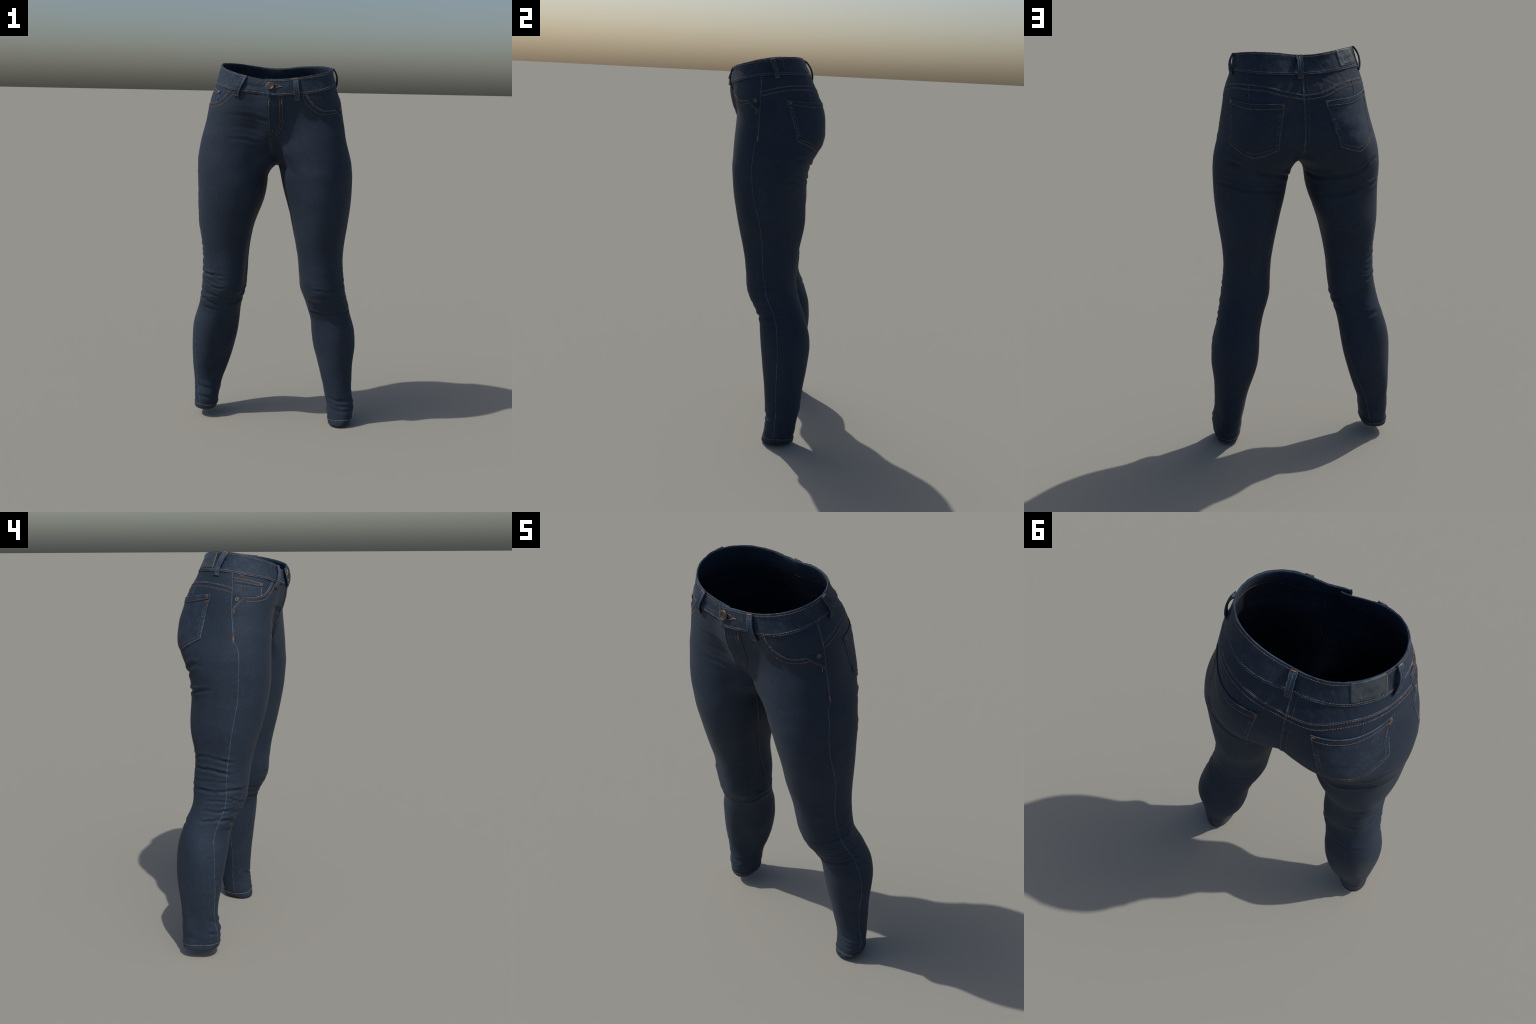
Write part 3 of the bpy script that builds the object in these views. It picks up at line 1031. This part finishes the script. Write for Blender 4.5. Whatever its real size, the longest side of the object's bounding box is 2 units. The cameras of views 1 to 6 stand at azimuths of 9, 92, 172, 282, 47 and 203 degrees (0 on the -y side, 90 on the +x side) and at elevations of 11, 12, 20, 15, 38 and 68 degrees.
bag = Bag()
stitches(bag, fly_line([(-75.4, 1.838), (-74.9, 1.796), (-73.8, 1.743), (-72.9, 1.703), (-74.2, 1.673), (-77.4, 1.649), (-82.5, 1.627), (-89.6, 1.619)]), length=.0062, gap=.0028, width=.0008)
stitches(bag, fly_line([(-78.7, 1.838), (-78, 1.783), (-77.2, 1.73), (-76.6, 1.696), (-78.1, 1.669), (-81.9, 1.652), (-87.5, 1.64), (-89.9, 1.64)]), length=.0062, gap=.0028, width=.0008)
stitches(bag, fly_line([(-89.4, 1.648), (-87.5, 1.642), (-85.6, 1.632)]), length=.006, gap=.003, width=.0007)
bag.build("stitching", THREAD, fly, "stuff")
tacks = Bag()
for a, b in (((-75.6, 1.812), (-75.4, 1.789)), ((-91.6, 1.811), (-91.2, 1.787)), ((-86.6, 1.664), (-86.3, 1.657))):
    (pa, pb), nn = fly_line([a, b])[0][[0, -1]], fly_line([a, b])[1][0]
    bar_tack(tacks, pa + nn * .0006, pb + nn * .0006, nn, .0016, .0012)
tacks.build("bar_tack", TACK, fly)
bag = Bag()
ribbon(bag, fly_path([(.004, .0), (.004, .3), (.004, .6), (.004, .97)]), .0042, .0016, seed=51)
bag.build("fly_edge", FADED, fly)
# the row of stitches on the under side of the opening
stitches(dim_thread, hip_path([(-94.2, 1.836), (-93.4, 1.79), (-92.8, 1.73), (-92.4, 1.66)], .0008), length=.006, gap=.003, width=.0007)


def lathe(profile, centre, normal, name, material, parent, n=32, squash=1.0):
    nrm = unit(np.asarray(normal, float))
    t = unit(np.cross([0, 0, 1.0], nrm)); b = np.cross(nrm, t)
    a = np.arange(n) / n * 2 * np.pi
    rows = [centre + nrm * h + (t[None] * np.cos(a)[:, None] + b[None] * np.sin(a)[:, None]) * r for r, h in profile]
    return add_object(name, np.concatenate(rows), grid_faces(len(rows), n, wrap_v=True), material, parent)


lo, hi = waist_z(-90.2) - EDGE_DROP, rim_z(-90.2)
bc, bn = band_point(np.array([-90.2]), np.array([(1.879 - lo) / (hi - lo)]), np.array([.0030]))
bc, bn = bc[0], unit(bn[0] + np.array([0, -.15, .12]))
button = lathe([(.0158, .0), (.0158, .0056), (.0150, .0066), (.0128, .0068), (.0118, .0058), (.0085, .0052), (.0072, .0058), (.0052, .0060), (.0044, .0048), (.0028, .0050), (.0016, .0066), (.0001, .0070)],
               bc, bn, "button", BUTTON, waistband)
lathe([(.0185, .0), (.0192, .0030), (.0188, .0054), (.0172, .0068), (.0158, .0066), (.0152, .0052)], bc, bn, "button_rim", COPPER, button)
bag = Bag()
hole_up = [(-87, .0105), (-83.5, .0095), (-80.5, .0045), (-78, .0020)]
for sg in (1, -1):
    c = smooth_path([(a, sg * b) for a, b in hole_up])
    t = np.linspace(0, 1, 24)
    a = np.interp(t, np.linspace(0, 1, len(c)), c[:, 0]); h = np.interp(t, np.linspace(0, 1, len(c)), c[:, 1])
    lo, hi = waist_z(a) - EDGE_DROP, rim_z(a)
    pth = band_point(a, (1.8785 + h - lo) / (hi - lo), np.full(24, .0034))
    stitches(bag, pth, length=.0034, gap=.0002, width=.0012, jitter=.5)
ends, en = band_point(np.array([-79.5, -74.8]), (1.8785 - (waist_z(np.array([-79.5, -74.8])) - EDGE_DROP)) / (rim_z(np.array([-79.5, -74.8])) - waist_z(np.array([-79.5, -74.8])) + EDGE_DROP), np.full(2, .0040))
bar_tack(bag, ends[0], ends[1], en[0], .0022, .0015)
bag.build("buttonhole", THREAD, waistband)

# --------------------------------------------------------------------------------------
# 10. BELT LOOPS
# --------------------------------------------------------------------------------------
loops = [  # top angle, bottom angle, bottom height, stand-off
    (-57.4, -56.6, 1.812, .011), (-126.0, -130.2, 1.828, .010), (4.6, 7.2, 1.880, .016), (172.4, 168.6, 1.888, .015), (88.6, 87.9, 1.871, .015)]
for k, (a0, a1, zb, off) in enumerate(loops):
    zt = float(rim_z(a0)) + .001
    m = 40
    s = np.linspace(0, 1, m)
    a = a0 + (a1 - a0) * smoothstep(0, 1, s)
    zz = zt + (zb - zt) * s
    fl = flap_lift(a if a0 > -97 else a * 0)
    h = .0045 + off * np.sin(np.pi * np.clip((s - .02) / .93, 0, 1)) ** .75 + fl * (1 - smoothstep(.5, .9, s))
    p, n = finish_surface(on_tube(hips, a, np.minimum(zz, rim_z(a) - .001)), h)
    p[:, 2] = np.where(zz > rim_z(a) - .001, zz, p[:, 2])
    n[:, 2] *= .3
    n = unit(n)
    t = unit(np.gradient(p, axis=0))
    side = unit(np.cross(n, t))
    n2 = unit(np.cross(t, side))
    n2 *= np.sign((n2 * n).sum(1))[:, None]
    w = .0128 * (1 - .12 * np.sin(np.pi * s)) * (1 + .06 * np.sin(s * 23 + k))
    prof = [(-1, -.0040), (-1.04, -.0010), (-.9, .0022), (-.62, .0018), (-.45, .0008), (-.3, .0006), (-.05, .0016), (.2, .0010), (.45, .0008), (.65, .0018), (.9, .0022), (1.04, -.0010), (1, -.0040), (.5, -.0052), (-.5, -.0052)]
    bump = .0006 * noise3(np.stack([s * 26, s * 0 + k * 3.3, s * 0], -1), 91)
    rows = np.stack([p + side * (u * w)[:, None] + n2 * (hh + (bump if hh > 0 else 0 * bump))[:, None] for u, hh in prof], 1)
    capped = np.concatenate([p[None, 0].repeat(len(prof), 0)[None], rows, p[None, -1].repeat(len(prof), 0)[None]], 0)
    loop = add_object("belt_loop", capped.reshape(-1, 3), grid_faces(m + 2, len(prof), wrap_v=True), LOOP, waistband)
    bag = Bag()
    for u in (-.97, .97):
        ribbon(bag, (p + side * (u * w)[:, None] + n2 * .0014, n2), .0036, .0016, seed=k * 2 + u)
    ribbon(bag, (p + side * (-.05 * w)[:, None] + n2 * .0010, n2), .0034, .0010, seed=k + 60)
    bag.build("loop_edge", FADED, loop)
    bag = Bag()
    stitches(bag, (p[2:-2] + (side * (-.12 * w)[:, None] + n2 * .0022)[2:-2], n2[2:-2]), length=.0052, gap=.0030, width=.0008)
    bag.build("stitching", THREAD_DIM, loop, "stuff")
    bag = Bag()
    for i, ww in ((2, .0022), (m - 3, .0016)):
        bar_tack(bag, p[i] - side[i] * w[i] * .8 + n2[i] * .0022, p[i] + side[i] * w[i] * .8 + n2[i] * .0022, n2[i], ww, .0012)
    bag.build("bar_tack", TACK if k in (0, 4, 3) else THREAD, loop)

# --------------------------------------------------------------------------------------
# 11. BACK POCKETS
# --------------------------------------------------------------------------------------
def pocket_map(TL, TR, BR, tip, BL, ut):
    TL, TR, BR, tip, BL = map(np.array, (TL, TR, BR, tip, BL))

    def f(u, v):
        u = np.asarray(u, float); v = np.asarray(v, float)
        L = TL[None] + (BL - TL)[None] * v[:, None]
        R = TR[None] + (BR - TR)[None] * v[:, None]
        o = tip - (BL + (BR - BL) * ut)
        k = np.where(u < ut, u / ut, (1 - u) / (1 - ut))
        k = k - .06 * np.exp(-((u - ut) / .05) ** 2)
        p = L + (R - L) * u[:, None] + o[None] * (k * v)[:, None]
        p[:, 1] -= .004 * np.sin(np.pi * u) * (1 - v)      # the mouth sags a little
        return p[:, 0], p[:, 1]
    return f


def pocket_relief(seed):
    def r(u, v):
        mouth = .0016 * (1 - smoothstep(.085, .115, v))
        soft = .0012 * noise3(np.stack([u * 5, v * 5, u * 0], -1), seed) * smoothstep(.1, .25, v)
        under = -.0012 * np.exp(-((v - .135) / .02) ** 2)
        return mouth + soft + under
    return r


for corners, ut, seed, sgn in ((((11.0, 1.777), (69.2, 1.772), (60.4, 1.563), (38.8, 1.521), (15.6, 1.580)), .50, 101, 1),
                               (((168.2, 1.806), (112.4, 1.778), (123.6, 1.572), (143.8, 1.532), (168.0, 1.601)), .52, 103, -1)):
    pm = pocket_map(*corners, ut)
    p, f = patch(pm, 60, 60, .0023, .008, .008, relief=pocket_relief(seed))
    pocket = add_object("back_pocket", p, f, INDIGO_WORN if sgn < 0 else INDIGO)

    def uv_path(uv, lift, rounds=0):
        c = smooth_path(uv, rounds=rounds) if rounds else np.array(uv, float)
        s = np.concatenate([[0], np.cumsum(np.linalg.norm(np.diff(c * .22, axis=0), axis=1))])
        t = np.linspace(0, s[-1], max(3, int(s[-1] / .003)))
        u, v = np.interp(t, s, c[:, 0]), np.interp(t, s, c[:, 1])
        a, zz = pm(u, v)
        return finish_surface(on_tube(hips, a, zz), lift + pocket_relief(seed)(u, v))

    tan, dim, fade = Bag(), Bag(), Bag()
    stitches(tan, uv_path([(.02, .098), (.5, .098), (.98, .098)], .0030), length=.0078, gap=.0012, width=.00095)
    for q in ([(.022, .13), (.022, .975)], [(.978, .13), (.978, .975)], [(.075, .13), (.075, .91)], [(.925, .13), (.925, .91)]):
        stitches(dim, uv_path(q, .0030), length=.0058, gap=.0034, width=.00085)
    stitches(tan, uv_path([(.022, .978), (ut, .978), (.978, .978)], .0030), length=.0066, gap=.0026, width=.0008)
    stitches(tan, uv_path([(.075, .915), (ut, .905), (.925, .915)], .0030), length=.0066, gap=.0026, width=.0008)
    for q in ([(.006, .0), (.006, .994)], [(.994, .0), (.994, .994)], [(.006, .994), (ut, .994), (.994, .994)], [(.0, .008), (.5, .008), (1, .008)]):
        ribbon(fade, uv_path(q, .0018), .0044, .0013, seed=seed)
    # ladder of pale ridges between the two rows of stitches
    for uu in (.048, .952):
        for vv in np.arange(.16, .92, .048):
            if RNG.random() < .35:
                continue
            vv = vv + .012 * RNG.standard_normal()
            du = .008 + .010 * RNG.random()
            ribbon(fade, uv_path([(uu - du, vv), (uu, vv + .004), (uu + du, vv)], .0024), .0042 + .004 * RNG.random(), .0007, seed=int(vv * 100))
    tan.build("stitching", THREAD, pocket, "stuff")
    dim.build("side_stitching", THREAD_DIM, pocket, "stuff")
    fade.build("pocket_edge", FADED, pocket)
    bag = Bag()
    for q in ([(.94, .03), (.985, .03)], [(.985, .03), (.985, .10)], [(.02, .155), (.06, .17)]):
        pp, nn = uv_path(q, .0038)
        bar_tack(bag, pp[0], pp[-1], nn[0], .0016, .0012)
    bag.build("bar_tack", TACK, pocket)
    a, zz = pm(np.array([.055]), np.array([.045]))
    c, n = finish_surface(on_tube(hips, a, zz), np.array([.0042]))
    lathe([(.0085, .0), (.0085, .0014), (.0070, .0022), (.0048, .0014), (.0036, .0014), (.0026, .0030), (.0001, .0034)], c[0], n[0], "rivet", GUNMETAL, pocket, 20)

# --------------------------------------------------------------------------------------
# 12. FRONT POCKETS, coin pocket, rivets
# --------------------------------------------------------------------------------------
PK_LEFT_OUT = [(-51.3, 1.840), (-50.5, 1.817), (-47.9, 1.795), (-44.1, 1.772), (-40.6, 1.756), (-36.7, 1.748), (-32.4, 1.744), (-27.8, 1.747), (-22.2, 1.752)]
PK_LEFT_IN = [(-48.3, 1.840), (-46.6, 1.815), (-43.5, 1.792), (-39.4, 1.772), (-35.5, 1.763), (-31.1, 1.760), (-26.5, 1.762), (-23.3, 1.766)]
PK_LEFT_DIAG = [(-23.3, 1.766), (-21.1, 1.758), (-17.4, 1.736), (-15.1, 1.722), (-13.4, 1.712)]
PK_RIGHT_OUT = [(-131.0, 1.853), (-134.4, 1.829), (-138, 1.806), (-142.3, 1.784), (-146.6, 1.776), (-152.1, 1.772), (-157.1, 1.772), (-160.7, 1.773)]
PK_RIGHT_IN = [(-135.2, 1.860), (-138.1, 1.839), (-141.1, 1.816), (-144.4, 1.799), (-147.9, 1.791), (-153.3, 1.786), (-158.3, 1.786), (-162.7, 1.788)]
PK_RIGHT_DIAG = [(-162.7, 1.788), (-164.9, 1.772), (-167, 1.752), (-169.3, 1.729)]
for outl, inn, diag, tri, rivet_at, tack, slit, sgn in (
        (PK_LEFT_OUT, PK_LEFT_IN, PK_LEFT_DIAG, ((-22.4, 1.776), (-11.2, 1.782), (-12.6, 1.722)), (-14.8, 1.770), ((-15.0, 1.722), (-15.4, 1.703)), ((-14.5, 1.600), (-14.5, 1.579)), 1),
        (PK_RIGHT_OUT, PK_RIGHT_IN, PK_RIGHT_DIAG, ((-163.2, 1.797), (-172.2, 1.800), (-170.4, 1.738)), (-168.1, 1.784), ((-168.4, 1.736), (-167.9, 1.717)), ((-166.3, 1.618), (-165.8, 1.595)), -1)):
    opening, tan = Bag(), Bag()
    # the turned edge of the opening: a welt just above the inner stitch row
    shifted = [(a + sgn * 1.0, b + .0035) for a, b in inn]
    ribbon(opening, hip_path(shifted, .0004), .0060, .0026, seed=61)
    ribbon(opening, hip_path([(a + sgn * .9, b + .0030) for a, b in diag], .0004, rounds=1), .0060, .0022, seed=62)
    ob = opening.build("front_pocket_opening", FADED)
    stitches(tan, hip_path(outl, .0006), length=.0072, gap=.0014, width=.0009)
    stitches(tan, hip_path(inn, .0012), length=.0072, gap=.0014, width=.0009)
    stitches(tan, hip_path(diag, .0012, rounds=1), length=.0072, gap=.0014, width=.0009)
    tan.build("stitching", THREAD, ob, "stuff")
    A, B, C = map(np.array, tri)

    def tri_map(u, v, A=A, B=B, C=C):
        top = A[None] + (B - A)[None] * u[:, None]
        low = C[None] + (B - A)[None] * (.04 * (u - .5))[:, None]
        q = top + (low - top) * v[:, None]
        return q[:, 0], q[:, 1]
    p, f = patch(tri_map, 14, 18, .0016, .03, .03)
    corner = add_object("pocket_corner", p, f, INDIGO_DEEP, ob)
    c, n = on_hips(rivet_at[0], rivet_at[1], .0016)
    rivet = lathe([(.0102, .0), (.0102, .0012), (.0088, .0026), (.0068, .0022), (.0060, .0010), (.0042, .0010), (.0036, .0026), (.0020, .0042), (.0001, .0046)], c[0], n[0], "rivet", GUNMETAL, ob, 24)
    bag = Bag()
    for (a, b), w in ((tack, .0018), (slit, .0024)):
        pp, nn = hip_path([a, b], .0016, rounds=0)
        bar_tack(bag, pp[0], pp[-1], nn[0], w, .0014)
    pp, nn = hip_path([outl[-2], outl[-1]], .0012, rounds=0)
    bar_tack(bag, pp[len(pp) // 2], pp[-1], nn[0], .0016, .0011)
    pp, nn = hip_path([outl[0], (outl[0][0] * .5 + inn[0][0] * .5, outl[0][1] * .5 + inn[0][1] * .5), inn[0]], .0014, rounds=0)
    bar_tack(bag, pp[0], pp[-1], nn[0], .0014, .0011)
    bag.build("bar_tack", TACK, ob)


def coin_map(u, v):
    left = line_angle(HIP_SIDE_RIGHT, 1.880 - .088 * v) + .7
    a = left + (-149.2 - left) * u
    top = np.interp(a, [-175.5, -168.3, -161, -153.5, -149.5], [1.881, 1.876, 1.867, 1.857, 1.852])
    low = np.interp(a, [-175.5, -162.7, -158.3, -153.3, -148], [1.795, 1.793, 1.792, 1.792, 1.797])
    return a + .4 * v * u, top + (low - top) * v


def coin_relief(u, v):
    return .0012 * (1 - smoothstep(.24, .30, v)) + .0010 * noise3(np.stack([u * 5, v * 4, u * 0], -1), 121) * smoothstep(.25, .4, v) - .0012 * np.exp(-((v - .33) / .04) ** 2)


p, f = patch(coin_map, 40, 30, .0022, .012, .02, relief=coin_relief)
coin = add_object("coin_pocket", p, f, INDIGO_WORN)


def coin_path(uv, lift=.0028):
    c = np.array(uv, float)
    s = np.concatenate([[0], np.cumsum(np.linalg.norm(np.diff(c * np.array([.13, .085]), axis=0), axis=1))])
    t = np.linspace(0, s[-1], max(3, int(s[-1] / .003)))
    u, v = np.interp(t, s, c[:, 0]), np.interp(t, s, c[:, 1])
    a, zz = coin_map(u, v)
    return finish_surface(on_tube(hips, a, zz), lift + coin_relief(u, v))


tan, dim, fade = Bag(), Bag(), Bag()
stitches(tan, coin_path([(.01, .05), (.97, .05)]), length=.0066, gap=.002, width=.0010)
stitches(tan, coin_path([(.01, .20), (.97, .23)]), length=.0066, gap=.002, width=.0010)
stitches(tan, coin_path([(.965, .05), (.965, .24)]), length=.006, gap=.002, width=.0010)
stitches(dim, coin_path([(.965, .30), (.965, .94)]), length=.0052, gap=.0034, width=.0008)
stitches(dim, coin_path([(.86, .30), (.87, .94)]), length=.0052, gap=.0034, width=.0008)
stitches(dim, hip_path([(-169.8, 1.896), (-169.2, 1.880)], .0008, rounds=0), length=.0052, gap=.0034, width=.0009)
stitches(dim, hip_path([(-167.1, 1.895), (-166.6, 1.879)], .0008, rounds=0), length=.0052, gap=.0034, width=.0009)
stitches(dim, coin_path([(.25, .05), (.275, .95)]), length=.0052, gap=.0034, width=.0009)
stitches(dim, coin_path([(.355, .05), (.385, .95)]), length=.0052, gap=.0034, width=.0009)
ribbon(fade, coin_path([(.99, .0), (.99, .97)], .0014), .0040, .0014, seed=71)
ribbon(fade, coin_path([(0, .012), (1, .012)], .0012), .0036, .0010, seed=72)
tan.build("stitching", THREAD, coin, "stuff")
dim.build("side_stitching", THREAD_DIM, coin, "stuff")
fade.build("pocket_edge", FADED, coin)
bag = Bag()
pp, nn = hip_path([(-169.9, 1.886), (-167.0, 1.885)], .0020, rounds=0)
bar_tack(bag, pp[0], pp[-1], nn[0], .0020, .0013)
bag.build("bar_tack", TACK, coin)
c, n = finish_surface(on_tube(hips, *coin_map(np.array([.925]), np.array([.14]))), np.array([.0036]))
lathe([(.0072, .0), (.0072, .0012), (.0058, .0020), (.0042, .0014), (.0030, .0014), (.0022, .0032), (.0001, .0036)], c[0], n[0], "rivet", COPPER, coin, 20)
dim_thread.build("felling_stitching", THREAD_DIM, kind="stuff")

# --------------------------------------------------------------------------------------
# 13. LEATHER LABEL on the back of the waistband, with an embossed word
# --------------------------------------------------------------------------------------
LABEL_A, LABEL_B = 136.8, 161.8


def label_point(u, v, lift):
    d = LABEL_A + (LABEL_B - LABEL_A) * np.asarray(u, float)
    lo, hi = waist_z(d) + .0035, rim_z(d) - .0025
    z = lo + (hi - lo) * np.asarray(v, float)
    l2, h2 = waist_z(d) - EDGE_DROP, rim_z(d)
    f = (z - l2) / (h2 - l2)
    return band_point(d, f, lift + band_relief(d, f, d % 360))


U, V = border_spaced(50, .012), border_spaced(26, .02)
u, v = np.meshgrid(U, V, indexing="ij")
i, j = np.meshgrid(np.arange(len(U)), np.arange(len(V)), indexing="ij")
d = np.minimum(np.minimum(i, len(U) - 1 - i), np.minimum(j, len(V) - 1 - j)).ravel()
u, v = u.ravel(), v.ravel()


def label_relief(u, v):
    dents = -.0016 * np.exp(-(((u - .30) / .05) ** 2 + ((v - .32) / .16) ** 2)) - .0012 * np.exp(-(((u - .24) / .09) ** 2 + ((v - .86) / .07) ** 2))
    return .0055 + dents + .0006 * noise3(np.stack([u * 7, v * 4, u * 0], -1), 131)


p, _ = label_point(u, v, np.where(d == 0, .0015, np.where(d == 1, .0045, label_relief(u, v))))
label = add_object("leather_label", p, grid_faces(len(U), len(V)), PATCH, waistband)


def emboss(text, name, u0, u1, v0, v1, lift, slant):
    """Built-in font text bent on to the label; outside view reads left to right as the angle falls."""
    cu = bpy.data.curves.new(name, "FONT")
    cu.body = text
    cu.extrude = .03
    cu.shear = slant
    tmp = bpy.data.objects.new(name, cu)
    bpy.context.collection.objects.link(tmp)
    me = tmp.to_mesh()
    bm = bmesh.new(); bm.from_mesh(me)
    bmesh.ops.subdivide_edges(bm, edges=[e for e in bm.edges if e.calc_length() > .25], cuts=2)
    co = np.array([w.co[:] for w in bm.verts]); fs = [[w.index for w in fc.verts] for fc in bm.faces]
    bm.free(); tmp.to_mesh_clear(); bpy.data.objects.remove(tmp); bpy.data.curves.remove(cu)
    lo, hi = co.min(0), co.max(0)
    t = (co - lo) / (hi - lo)
    uu = u0 + (u1 - u0) * t[:, 0]
    vv = v0 + (v1 - v0) * t[:, 1]
    P, _ = label_point(uu, vv, label_relief(uu, vv) + np.where(t[:, 2] > .5, lift, -.001))
    add_object(name, P, fs, PATCH, label, smooth=False)


emboss("jeans", "embossed_word", .34, .78, .36, .66, .0006, .3)
bag = Bag()
for s in np.linspace(.22, .90, 24):
    if RNG.random() < .85:
        pa, na = label_point(np.array([s, s]), np.array([.085, .155]), np.full(2, .0058))
        bar_tack(bag, pa[0], pa[1], na[0], .0009, .0006)
bag.build("embossed_small_print", PATCH, label, "stuff")
bag = Bag()
pa, na = label_point(np.array([1.0, 1.0, 1.0]), np.array([.03, .5, .97]), np.full(3, .0045))
bar_tack(bag, pa[0], pa[2], na[1], .0016, .0012)
bag.build("stitching", THREAD, label)

# --------------------------------------------------------------------------------------
# 14. STITCHES seen on the inside of the cloth
# --------------------------------------------------------------------------------------
bag = Bag()
for line in ([(a, b) for a, b in YOKE_UPPER], [(a, b - YOKE_GAP) for a, b in YOKE_UPPER], PK_LEFT_OUT, PK_LEFT_IN, PK_RIGHT_OUT, PK_RIGHT_IN,
             [(-75.4, 1.835), (-73.8, 1.743), (-72.9, 1.703), (-77.4, 1.649), (-89.6, 1.619)], [(-78.7, 1.835), (-77.2, 1.73), (-76.6, 1.696), (-81.9, 1.652), (-89.9, 1.64)],
             [(13, 1.758), (40, 1.757), (68, 1.752)], [(114, 1.756), (140, 1.769), (167, 1.782)], cb_line[1:]):
    stitches(bag, hip_path(line, -.0042), length=.0066, gap=.0026, width=.0008, flip=-1)
stitches(bag, band_path(-60, 258, lambda d: waist_z(d) - .002, -.0052), length=.0072, gap=.0022, width=.0009, flip=-1)
bag.build("inner_stitching", THREAD_DIM, kind="stuff")
